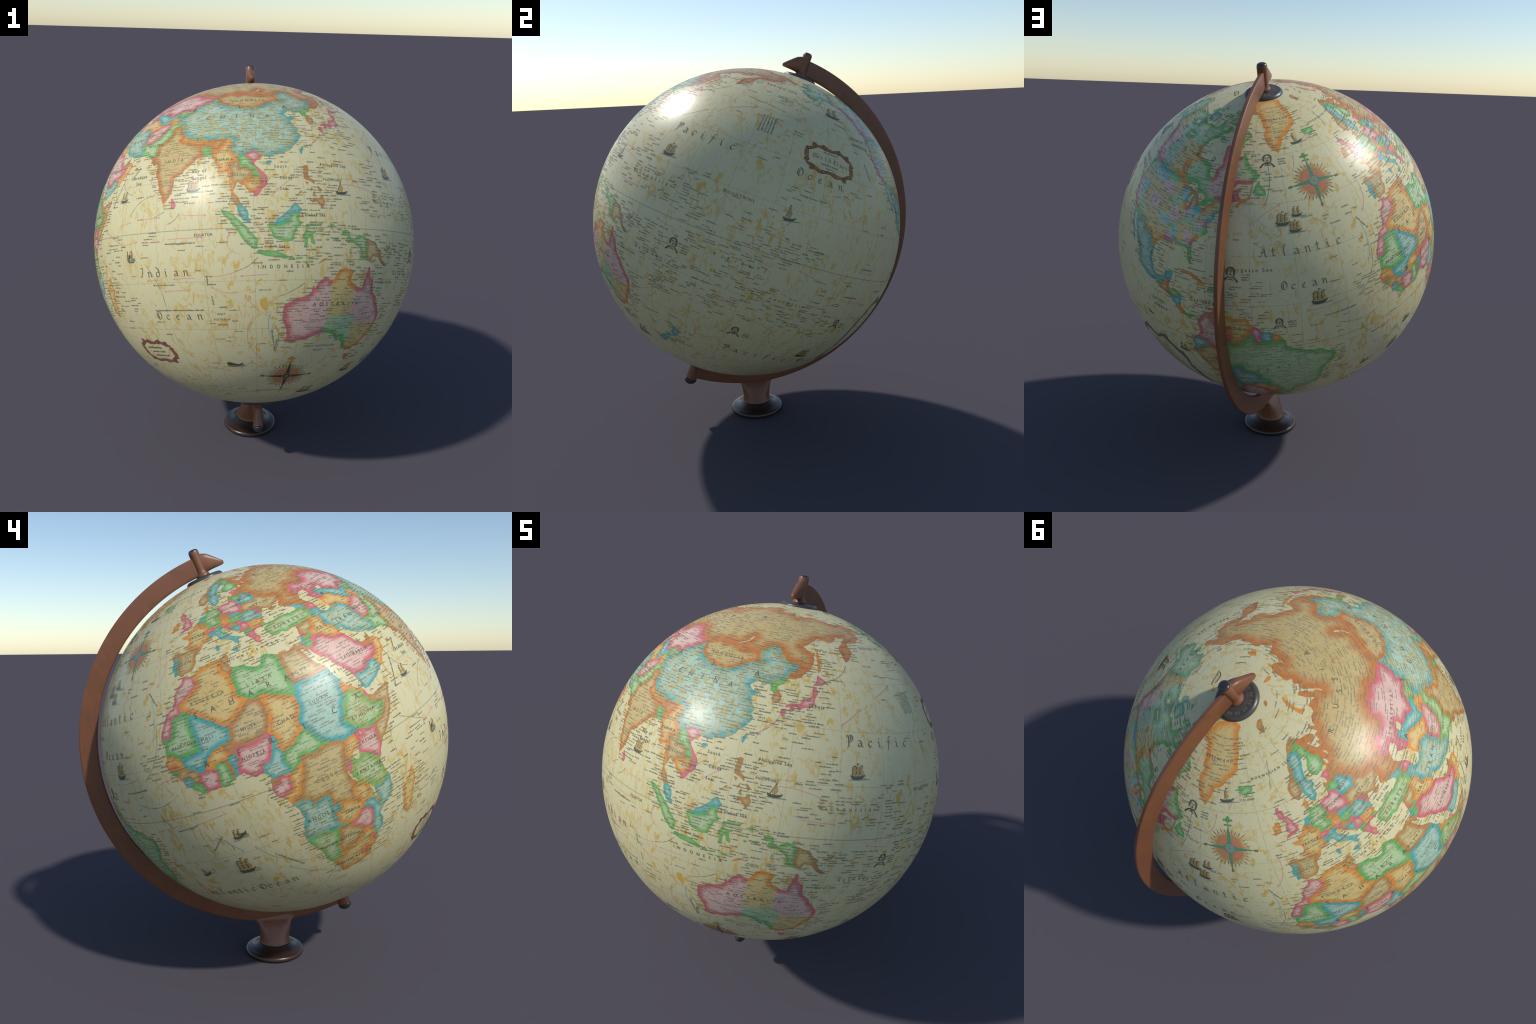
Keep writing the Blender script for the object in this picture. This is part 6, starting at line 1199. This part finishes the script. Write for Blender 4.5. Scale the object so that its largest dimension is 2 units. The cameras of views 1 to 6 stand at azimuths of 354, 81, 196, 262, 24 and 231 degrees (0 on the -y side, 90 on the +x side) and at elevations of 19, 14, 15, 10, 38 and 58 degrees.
for p, q, bulge in (((70, -9.5), (75, -22), .1), ((58, 21.5), (64.5, 12), -.25), ((74, 11), (64, 5.6), -.12), ((78, 5.8), (74, 4.2), 0), ((83, 5), (79, 2), .1), ((106, -8), (99, -12), .1), ((120, -15.5), (112, -19.5), .05), ((111, -28), (112, -38), .14),
                    ((-52, 58), (-54, 44), .12), ((-18, 26), (-27, 12), .15), ((130, 31), (122, 25), .1), ((146, 44), (156, 50), -.1), ((-126, 42), (-116, 31), .1), ((3, 71), (-3, 64), 0), ((-12, -8), (-8, -13), .2), ((60, -3), (50, 2), 0), ((-34, 6), (-20, 5), -.1)):
    path = arc(p, q, bulge)
    c = math.cos(math.radians((p[1] + q[1]) / 2))
    mid = path.mean(0)
    v, f = ribbon((path - mid) * [c, 1], 0.18, 0.35 + 0.65 * np.abs(np.sin(np.linspace(0, 9, len(path)))))
    currents.lay_parallel(mid[0], mid[1], v, f, FINE_INK, MARK_H)
currents.build("current_arrow", ball, True)


# ------------------------------------------------------------------ build: pictures on the oceans
def compass_rose(lon, lat, radius, main, long_ray, short_ray, tip, hub, lily, turn=0.0):
    s = Print()
    at = (lon, lat, turn)

    def ray(angle, r, w, mat, h, r0=0.12, tip_mat=None):
        d = np.array([math.sin(angle), math.cos(angle)]); n = np.array([d[1], -d[0]])
        s.lay(at, [d * radius * r, d * radius * r0 + n * w, d * radius * r0 - n * w], [[0, 1, 2]], mat, h)
        if tip_mat:
            k = 0.74
            s.lay(at, [d * radius * r, d * radius * (r0 + (r - r0) * k) + n * w * .42, d * radius * (r0 + (r - r0) * k) - n * w * .42], [[0, 1, 2]], tip_mat, h + .00006)
    for i in range(32):
        a = math.tau * (i + 0.5) / 32
        ray(a, 0.74 + 0.06 * math.sin(i * 2.1), .24, short_ray, .0007, r0=.22)
        if i % 8:
            ray(math.tau * i / 32, 0.92 if i % 4 == 0 else 0.82 + 0.05 * math.cos(i * 1.7), .36, long_ray, .0006, r0=.22, tip_mat=tip)
    v, f = disc(radius * .27, 40)
    s.lay(at, v, f, long_ray, .00055)
    for i in range(4):
        a = math.tau * i / 4
        ray(a, 1.02, .72, main, .0008)
        if i:
            d = np.array([math.sin(a), math.cos(a)]) * radius * 1.0
            n = np.array([math.cos(a), -math.sin(a)])
            for q, w in ((-.35, .5), (0, .34), (.3, .46)):
                e = d * (1 + q / radius)
                s.lay(at, [e + n * w, e + d / radius * .22, e - n * w, e - d / radius * .22], [[0, 1, 2, 3]], tip, .0009)
    for r, mat, h in ((.20, hub[0], .00100), (.165, hub[1], .00106), (.07, hub[2], .00112), (.035, tip, .00118)):
        v, f = disc(radius * r, 32)
        s.lay(at, v, f, mat, h)
    v, f = disc(radius * .205, 32, radius * .19)
    s.lay(at, v, f, tip, .00112)
    # fleur-de-lis over the north point
    y = radius * 1.02
    petal = smooth([(0, y + 2.1), (.55, y + 1.2), (.38, y + .5), (0, y + .2), (-.38, y + .5), (-.55, y + 1.2)], 2, True)
    s.lay(at, *polygon(petal.tolist()), lily, .0009)
    for m in (1, -1):
        side = smooth([(.2 * m, y + .35), (.8 * m, y + 1.15), (1.4 * m, y + .9), (1.25 * m, y + .35), (.75 * m, y + .55), (.3 * m, y + .1)], 2, True)
        s.lay(at, *polygon(side.tolist()), lily, .0009)
        foot = smooth([(.1 * m, y - .55), (.9 * m, y - .35), (1.15 * m, y - .75), (.85 * m, y - 1.0), (.1 * m, y - .8)], 2, True)
        s.lay(at, *polygon(foot.tolist()), lily, .0009)
    s.lay(at, [(-.18, y - 1.2), (.18, y - 1.2), (.18, y + .4), (-.18, y + .4)], [[0, 1, 2, 3]], long_ray, .00088)
    return s.build("compass_rose", ball)


ROSE_GREEN = plain_material("rose_green", (92, 150, 112), GLOSS, .1, spec=SPEC)
ROSE_ORANGE = plain_material("rose_orange", (206, 146, 66), GLOSS, .1, spec=SPEC)
ROSE_PINK = plain_material("rose_pink", (200, 130, 112), GLOSS, .1, spec=SPEC)
ROSE_TIP = plain_material("rose_umber", (136, 112, 62), GLOSS, .1, spec=SPEC)
ROSE_BLUE = plain_material("rose_blue", (92, 168, 164), GLOSS, .1, spec=SPEC)
ROSE_DARK = plain_material("rose_dark_green", (64, 84, 52), GLOSS, .1, spec=SPEC)
LILY_GREEN = plain_material("lily_green", (92, 160, 92), GLOSS, .1, spec=SPEC)
compass_rose(-31, 49, 7.4, ROSE_GREEN, ROSE_ORANGE, ROSE_PINK, ROSE_TIP, (ROSE_ORANGE, ROSE_BLUE, ROSE_ORANGE), LILY_GREEN)
compass_rose(119.4, -49.6, 7.6, ROSE_DARK, ROSE_ORANGE, ROSE_PINK, ROSE_DARK, (ROSE_ORANGE, ROSE_DARK, ROSE_ORANGE), ROSE_ORANGE)


def cartouche(lon, lat, a, b, tone, turn, edge_tone=None, big=1.0):
    """Ribbon-and-scroll frame round a few lines of print."""
    s = Print()
    at = (lon, lat, turn)
    body = plain_material("cartouche_ribbon", tone, GLOSS, .3, spec=SPEC)
    edge = plain_material("cartouche_outline", edge_tone or tuple(c * .5 for c in tone), GLOSS, .1, spec=SPEC)
    t = np.linspace(0, math.tau, 121)
    t = np.linspace(0, math.tau, 481)
    sup = lambda v: np.sign(v) * np.abs(v) ** 0.74
    lobe = 1 + 0.035 * np.cos(8 * t + 2.4) + 0.02 * np.cos(14 * t) - 0.06 * np.exp(-((t - math.pi / 2) / .14) ** 2) - 0.055 * np.exp(-((t - 1.5 * math.pi) / .14) ** 2)
    path = np.stack([a * sup(np.cos(t)) * lobe, b * sup(np.sin(t)) * lobe], 1)
    far = np.concatenate([[0], np.cumsum(np.linalg.norm(np.diff(path, axis=0), axis=1))])
    even = np.linspace(0, far[-1], 161)
    path = np.stack([np.interp(even, far, path[:, 0]), np.interp(even, far, path[:, 1])], 1)
    for _ in range(3):
        path[1:-1] = .5 * path[1:-1] + .25 * (path[:-2] + path[2:])
    tt = np.linspace(0, math.tau, len(path))
    wide = 0.80 + 0.20 * np.cos(6 * tt + 1) + 0.14 * np.cos(10 * tt)
    for w, mat, h in ((1.40 * big, edge, .0004), (1.12 * big, body, .0006)):
        v, f = ribbon(path, w, wide)
        s.lay(at, v, f, mat, h)
    for off in (-.28, .12):
        n = np.gradient(path, axis=0); n = np.stack([-n[:, 1], n[:, 0]], 1) / np.maximum(np.linalg.norm(n, axis=1), 1e-6)[:, None]
        v, f = ribbon(path + n * off * big, .10 * big, .5 + .5 * np.cos(9 * tt))
        s.lay(at, v, f, edge, .0007)
    for k in (.25, 1.35, 1.6, 2.75, 3.4, 4.45, 4.7, 5.9):
        q = path[int(k / math.tau * (len(path) - 1))]
        for r, mat, h in ((.7, edge, .0007), (.46, body, .0009)):
            v, f = disc(r, 14)
            s.lay(at, v * [1.2 * big, .8 * big] + q, f, mat, h)
        v, f = disc(.3, 10)
        s.lay(at, v + q * 1.09, f, edge, .0007)
    for k, spin in ((.72, 1), (2.42, -1), (3.86, 1), (5.56, -1), (1.25, -1), (1.9, 1)):
        q = path[int(k / math.tau * (len(path) - 1))] * 1.03
        turn_by = np.linspace(0, 9.5, 22)
        curl = np.stack([np.cos(spin * turn_by + k), np.sin(spin * turn_by + k)], 1) * np.linspace(1.15, .2, 22)[:, None] * .85 * big + q
        for w, mat, h in ((.52, edge, .00078), (.26, body, .00096)):
            v, f = ribbon(curl, w * big)
            s.lay(at, v, f, mat, h)
    return s.build("cartouche", ball)


cartouche(-148.9, 33.2, 8.4, 4.3, (196, 134, 76), -2)
cartouche(61.2, -38.4, 7.0, 4.0, (184, 116, 102), -3)
cartouche(-98.2, -23.5, 12.2, 16.8, (118, 138, 122), 4, (150, 122, 92), 1.35)
plaque = Print()
blackletter(plaque, "World", -156.4, 33.0, 1.6, 1.4, INK, -2)
blackletter(plaque, "Classic", -147.6, 32.7, 1.6, 1.2, INK, -2)
for lon, lat, run in ((-152, 35.6, 5), (-152.6, 31.4, 6), (-150.5, 30.4, 3)):
    tiny_line(plaque, lon, lat, run, FINE_INK, .5)
for lon, lat, run in ((55.8, -37, 7.2), (57.2, -38.6, 6.2), (57.6, -40.2, 6.6)):
    tiny_line(plaque, lon, lat, run, INK, .62)
for k in range(13):
    wide_line = 7.5 * math.sqrt(max(0.1, 1 - ((k - 6) / 7.5) ** 2))
    tiny_line(plaque, -98.2 - wide_line / math.cos(math.radians(-12 - k * 1.9)), -12 - k * 1.9, 2 * wide_line * rng.uniform(.8, 1), FINE_INK, .62)
plaque.build("cartouche_text", ball, True)


def waves(s, at, width, y):
    for k in range(5):
        x0 = -width * .6 + rng.uniform(0, .4) + k * width * .22
        path = smooth([(x0, y - .1 * (k % 3)), (x0 + .25 * width, y + .12 - .1 * (k % 3)), (x0 + .5 * width, y - .08)], 2)
        v, f = ribbon(path, .3, np.sin(np.linspace(.2, 2.9, len(path))))
        s.lay(at, v, f, WAVE, .0004)


def ship(lon, lat, size, masts=3, turn=0.0, lateen=False, tall=1.0):
    s = Print()
    at = (lon, lat, turn)
    size *= 1.25
    z = size / 2
    hull = smooth([(-1.0, .25), (-.86, -.18), (-.55, -.34), (.5, -.34), (.92, -.05), (1.12, .28), (.7, .05), (-.55, .02)], 2, True) * z
    s.lay(at, *polygon(hull.tolist()), UMBER, .0007)
    v, f = ribbon(smooth(np.array([(-.9, -.02), (0, -.16), (.95, .05)]) * z, 2), .16 * z)
    s.lay(at, v, f, INK, .0008)
    for m in range(masts):
        x = ((m + .5) / masts - .5) * 1.5
        top = (1.55 - .25 * abs(m - (masts - 1) / 2)) * tall
        v, f = ribbon(np.array([(x, 0), (x, top)]) * z, .07 * z)
        s.lay(at, v, f, INK, .0006)
        if lateen:
            sail = smooth([(x - .55, .12), (x + .1, top), (x + .45, .2)], 1, True) * z
            s.lay(at, *polygon(sail.tolist()), SEPIA, .0007)
            v, f = ribbon(np.array([(x - .6, .1), (x + .15, top)]) * z, .08 * z)
            s.lay(at, v, f, INK, .0009)
        else:
            for lo, hi, w in ((.18, .78, .30), (.84, 1.2, .22)):
                q = [(x - w, lo), (x + w * .7, lo), (x + w * 1.15, (lo + hi) / 2), (x + w * .7, hi), (x - w * .8, hi), (x - w * .5, (lo + hi) / 2)]
                s.lay(at, *polygon((smooth(q, 1, True) * z * [1, tall]).tolist()), SEPIA, .0007)
                v, f = ribbon(np.array([(x - w, lo), (x - w * .5, (lo + hi) / 2), (x - w * .8, hi)]) * z * [1, tall], .10 * z)
                s.lay(at, v, f, UMBER, .0008)
            v, f = ribbon(np.array([(x, top), (x + .3, top - .08)]) * z, .1 * z)
            s.lay(at, v, f, UMBER, .0008)
    waves(s, at, size, -.36 * z)
    return s.build("ship", ball)


for args in ((86.9, 11.6, 3.4, 3), (155.6, 17.6, 3.6, 3, 4), (-145.9, 52.6, 4.4, 2, -3), (-47.6, 38.6, 3.4, 3), (-41.9, 40.5, 2.6, 2), (-43.4, 36.2, 3.0, 3), (-39.0, 14.4, 4.0, 3),
             (-8.4, -20.8, 4.2, 3, 0, False, 1.2), (-85.4, -7.3, 3.2, 2), (155, -48.8, 4.0, 2), (138.9, -61.2, 4.4, 2), (-128.5, -33.8, 4.0, 3), (60.0, 10.8, 3.0, 2), (-5, -9.4, 2.6, 2), (-31.2, 62.6, 3.2, 1, 8)):
    ship(*args)
ship(132.2, 10.6, 3.4, 1, 0, True, .95)
ship(-159.2, 11.8, 3.4, 1, 10, True, 1.25)
ship(-22.4, -19.4, 3.0, 1, 20, True, .8)


def portrait(lon, lat, size, beard):
    """Small engraved head and shoulders (a plain stand-in)."""
    s = Print()
    at = (lon, lat, 0)
    z = size / 2
    v, f = disc(.5 * z, 24)
    s.lay(at, v * [.8, 1.1] + [0, .25 * z], f, PALE, .0004)
    hair = smooth([(-.46, -.1), (-.56, .35), (-.36, .85), (.1, .95), (.48, .7), (.54, .2), (.46, -.25)], 2) * z
    v, f = ribbon(hair, .24 * z, .7 + .5 * np.abs(np.sin(np.linspace(0, 7, len(hair)))))
    s.lay(at, v, f, INK, .0007)
    for m in (1, -1):
        sh = smooth([(.28 * m, -.35), (.62 * m, -.55), (1.0 * m, -1.05)], 2) * z
        v, f = ribbon(sh, .26 * z, np.linspace(.4, 1.1, len(sh)))
        s.lay(at, v, f, INK if m > 0 else UMBER, .0007)
        v, f = ribbon(np.array([(.1 * m, .42), (.32 * m, .44)]) * z, .1 * z)
        s.lay(at, v, f, UMBER, .0008)
    for path, w in (([(.0, .4), (.06, .1), (-.06, .06)], .07), ([(-.16, -.08), (.0, -.04), (.18, -.1)], .14 if beard else .07), ([(-.3, -.3), (0, -.48), (.3, -.3)], .24 if beard else .07), ([(-.4, -.75), (0, -.62), (.4, -.8)], .1)):
        v, f = ribbon(smooth(np.array(path) * z, 2), w * z)
        s.lay(at, v, f, UMBER, .0008)
    for k in range(3):
        tiny_line(s, lon + (.75 * size) / math.cos(math.radians(lat)), lat - .1 - k * .75, 2.2, FINE_INK, .42)
    return s.build("portrait", ball)


for args in ((169.6, -7.3, 4.2, 0), (-162.1, -28.5, 3.8, 1), (-126.2, -17, 3.6, 1), (-51.8, 57.6, 4.2, 1), (-66.3, 24.3, 4.4, 0), (-51.8, 8.9, 3.6, 0)):
    portrait(*args)


def sea_creature(name, lon, lat, parts, turn=0.0):
    s = Print()
    at = (lon, lat, turn)
    for kind, pts, mat, w, h in parts:
        if kind == "fill":
            s.lay(at, *polygon(smooth(pts, 2, True).tolist()), mat, h)
        else:
            path = smooth(pts, 2)
            v, f = ribbon(path, w, .5 + .5 * np.sin(np.linspace(.3, 2.8, len(path))))
            s.lay(at, v, f, mat, h)
    return s.build(name, ball)


sea_creature("whale", 96, -43.2, [
    ("fill", [(-2.6, .1), (-2.5, .9), (-1.4, 1.1), (.3, .3), (1.4, .1), (2.1, .7), (2.6, .9), (2.2, .1), (1.2, -.4), (-1.6, -.4)], UMBER, 0, .0006),
    ("fill", [(-2.6, -.3), (-1.2, -.15), (1.4, -.3), (3, 0), (2.9, -.6), (.4, -1.0), (-2, -.9)], WAVE, 0, .0005),
    ("line", [(-2.2, .6), (-1, .7), (.6, .1)], INK, .2, .0008), ("line", [(-2.4, -.6), (0, -.8), (2.6, -.4)], UMBER, .14, .0008)])
sea_creature("sea_serpent", 63.9, -6.8, [
    ("fill", [(-1.9, -1.5), (-1.7, .2), (-1.1, -.2), (-.4, -.9), (.6, -.1), (1.7, 0), (2.1, -.8), (1.6, -1.5), (0, -1.8)], WAVE, 0, .0005),
    ("line", [(-1.4, -1.2), (-1.6, .4), (-1.2, 1.2), (-1.6, 2.0)], INK, .34, .0008), ("line", [(-.9, -1.2), (-.9, .3), (-.4, .9), (-.3, -.4)], UMBER, .5, .0008),
    ("line", [(.1, -.9), (.3, .6), (-.3, 1.3), (.2, 2.1)], SEPIA, .42, .0008), ("line", [(.5, -.2), (.8, 1.2), (.6, 2.0)], UMBER, .3, .0008),
    ("line", [(.2, -.9), (1.2, -.6), (1.9, -.9)], INK, .2, .0008), ("line", [(-1.4, -1.5), (0, -1.5), (1.4, -1.3)], UMBER, .2, .0008)])
sea_creature("sea_serpent", -3.6, -8.8, [
    ("fill", [(-1.8, -.6), (-1.2, -.2), (.2, -.4), (1.9, -.5), (1.6, -.9), (-1.4, -1.0)], WAVE, 0, .0005),
    ("fill", [(-1.6, .7), (-1.2, .2), (-.4, .3), (.6, .0), (1.4, .9), (1.2, -.3), (.2, -.6), (-1.2, -.6)], UMBER, 0, .0007),
    ("line", [(-1.5, .6), (-.6, -.1), (.4, .2), (1.3, -.4)], INK, .26, .0009)])
sea_creature("whale", -98.5, 3, [
    ("fill", [(-1.3, 1.0), (-.8, .2), (.6, -.4), (1.4, -.4), (.6, -.9), (-.8, -.6), (-1.2, .1)], INK, 0, .0006),
    ("line", [(-1, -.9), (.4, -1.1), (1.8, -.8)], WAVE, .3, .0005)])
sea_creature("polar_bear", -161.3, 79.4, [
    ("fill", [(-1.8, -.3), (-1.3, .5), (.2, .7), (1.5, .4), (1.9, -.2), (1.2, -.4), (.8, -.1), (-.8, -.1), (-1.2, -.6)], PALE, 0, .0006),
    ("line", [(-1.8, -.3), (-1.2, .6), (.3, .8), (1.6, .4)], UMBER, .28, .0008), ("line", [(-2.2, -.7), (-.4, -.5), (1.8, -.6), (2.4, -.2)], INK, .26, .0008), ("line", [(-.8, -.1), (-.7, -.6)], INK, .2, .0008)], 20)
# ------------------------------------------------------------------ build: stand
def frame_point(axial, side, across=0.0):
    return CENTRE + AXIS * axial + SIDE * side + ACROSS * across


def sectioned(name, rings, mat, parent, sharp=35, caps=True):
    """Skin over matching rings of points."""
    n = len(rings[0])
    v = [p for r in rings for p in r]
    f = []
    for j in range(len(rings) - 1):
        for i in range(n):
            k = (i + 1) % n
            f.append((j * n + i, j * n + k, (j + 1) * n + k, (j + 1) * n + i))
    if caps:
        f.append(tuple(reversed(range(n))))
        f.append(tuple(range((len(rings) - 1) * n, len(rings) * n)))
    me = mesh_from(name, v, f, mat)
    import bmesh
    bm = bmesh.new(); bm.from_mesh(me)
    bmesh.ops.recalc_face_normals(bm, faces=bm.faces)
    bm.to_mesh(me); bm.free()
    me.set_sharp_from_angle(angle=math.radians(sharp))
    return new_object(name, me, parent)


def lathe(name, profile, place, mat, parent, n=64, sharp=40):
    """profile: (radius, height); place(height, x, y) gives the point."""
    rings = [[place(h, r * math.cos(a), r * math.sin(a)) for a in np.linspace(0, math.tau, n, endpoint=False)] for r, h in profile]
    return sectioned(name, rings, mat, parent, sharp)


def rounded(profile, times=2):
    return smooth(profile, times)


def superellipse(rx, ry, power, n=48):
    a = np.linspace(0, math.tau, n, endpoint=False)
    c, s = np.cos(a), np.sin(a)
    return np.stack([rx * np.sign(c) * np.abs(c) ** (2 / power), ry * np.sign(s) * np.abs(s) ** (2 / power)], 1)


BRONZE = bronze_material("bronze_brown", (128, 80, 51), .36)
BRONZE_DARK = bronze_material("bronze_foot", (54, 38, 31), .26)  # arm's brown darkened to paint in the ball's shadow over the foot
CAP = plain_material("dark_cap", (46, 46, 50), .28, .1, spec=.6)
DIAL = plain_material("dial_grey", (74, 70, 66), .36, .15, spec=.6)
DIAL_MARK = plain_material("dial_mark", (98, 94, 88), .4, .1, spec=.5)

# Arm: a flat curved bar from pole to pole.
HALF = 0.0105
stations = np.linspace(0.0, 180.0, 97)
outer = np.interp(stations, [0, 20, 60, 110, 150, 180], [.931, .929, .926, .932, .941, .941])
inner = np.interp(stations, [0, 20, 60, 110, 150, 180], [.846, .844, .842, .845, .846, .839])
rings = []
for phi, ro, ri in zip(np.radians(stations), outer, inner):
    mid, depth = (ro + ri) / 2, (ro - ri) / 2
    ring = []
    low = min(max((math.degrees(phi) - 95) / 55, 0), 1)
    half, drift = HALF + 0.0035 * low, 0.0055 * low - 0.006 * max(0, math.cos(phi))
    for x, y in superellipse(depth, half, 7, 40):
        r = mid + x
        ring.append(frame_point(r * math.cos(phi), r * math.sin(phi), y + drift))
    rings.append(ring)
arm = sectioned("meridian_arm", rings, BRONZE, root, 60)

# Pin bosses at both ends with dark caps, and the tapering nose past the upper one.
up = lambda h, x, y: frame_point(h, x, y)
pin = lambda h, x, y: frame_point(h, x, y - .003)
down = lambda h, x, y: frame_point(-h, -x, y)
lathe("pin_boss", rounded([(.0, .838), (.033, .839), (.032, .848), (.024, .857), (.0240, .88), (.0240, .93), (.0245, .952), (.0225, .959), (.0, .959)], 1), pin, BRONZE, arm)
lathe("pin_cap", rounded([(.0, .950), (.0232, .9545), (.0228, .9595), (.018, .965), (.010, .967), (.0, .9675)], 2), pin, CAP, arm)
shifted = lambda h, x, y: frame_point(-h, -.0085 - x * 1.28, y)
lathe("pin_boss", rounded([(.0, .838), (.034, .839), (.032, .848), (.024, .857), (.023, .88), (.025, .93), (.0275, .956), (.0, .956)], 1), shifted, BRONZE, arm)
lathe("pin_cap", rounded([(.0, .950), (.0278, .951), (.0270, .966), (.020, .978), (.012, .985), (.0, .9865)], 2), shifted, CAP, arm)
nose = []
for deg, lo, hi, w in ((.5, .850, .940, .017), (-1.8, .853, .938, .020), (-3.0, .856, .931, .019), (-4.2, .858, .917, .016), (-5.6, .860, .900, .0135), (-6.7, .862, .887, .0115), (-7.2, .8645, .882, .008), (-7.4, .868, .878, .004)):
    a = math.radians(deg)
    mid, depth = (lo + hi) / 2, (hi - lo) / 2
    nose.append([frame_point((mid + x) * math.cos(a), (mid + x) * math.sin(a), y - .0035) for x, y in superellipse(depth, w, 2.8, 32)])
sectioned("nose", nose, BRONZE, arm, 60)

# Pole dials, each with a ring of small raised marks.
base_dial = lambda h, x, y: frame_point(-h, -x, y + .010)
for place, sign, spread in ((up, 1, 1.0), (base_dial, -1, 1.24)):
    dial = lathe("pole_dial", rounded([(r * spread, h - .0045 * (spread > 1) * (r > .08)) for r, h in [(.0, .80), (.0895, .815), (.0895, .8255), (.086, .8315), (.081, .8352), (.0775, .8372), (.0745, .8368), (.050, .8380), (.047, .8394), (.0, .8396)]], 1), place, DIAL, root, 96, 50)
    v, f = [], []
    for i in range(36):
        a = math.tau * i / 36
        if i % 3 == 2:
            continue
        b = len(v)
        for r, w in ((.056, -.0036), (.056, .0036), (.068, .0036), (.068, -.0036)):
            x, y = r * math.cos(a) - w * math.sin(a), r * math.sin(a) + w * math.cos(a)
            v.append(place(.8379, x, y))
        for k in range(4):
            v.append(v[b + k] - AXIS * sign * .002)
        f += [(b, b + 1, b + 2, b + 3), (b, b + 4, b + 5, b + 1), (b + 1, b + 5, b + 6, b + 2), (b + 2, b + 6, b + 7, b + 3), (b + 3, b + 7, b + 4, b)]
    me = mesh_from("dial_marks", v, f, DIAL_MARK, False)
    marks = new_object("dial_marks", me, dial)
    marks["kind"] = "stuff"

# Pedestal: round at the foot, drawn out into a blade under the arm.
FOOT = np.array([0.001, -0.0525])
col = []
for z, rx, ry, power, dy in ((.046, .083, .083, 2, 0), (.058, .0775, .0775, 2, 0), (.075, .069, .0755, 2.1, 0), (.10, .0565, .077, 2.4, 0), (.125, .0435, .080, 3, 0), (.145, .032, .0835, 3.6, 0), (.158, .0235, .087, 4, 0), (.166, .0175, .0915, 4.5, .001), (.173, .0125, .099, 5, .002), (.180, .0095, .110, 5, .003), (.2, .006, .10, 5, .003)):
    col.append([(FOOT[0] + x, FOOT[1] + dy + y, z) for x, y in superellipse(rx, ry, power, 64)])
sectioned("pedestal", col, BRONZE, root, 60)

on_floor = lambda h, x, y: (FOOT[0] + x, FOOT[1] + y, h)
lathe("foot", rounded([(.0, .0), (.144, .0), (.1495, .004), (.1505, .011), (.148, .020), (.141, .0255), (.126, .0285), (.110, .0335), (.098, .042), (.090, .049), (.084, .055), (.080, .057), (.0, .057)], 2), on_floor, BRONZE_DARK, root, 96, 60)
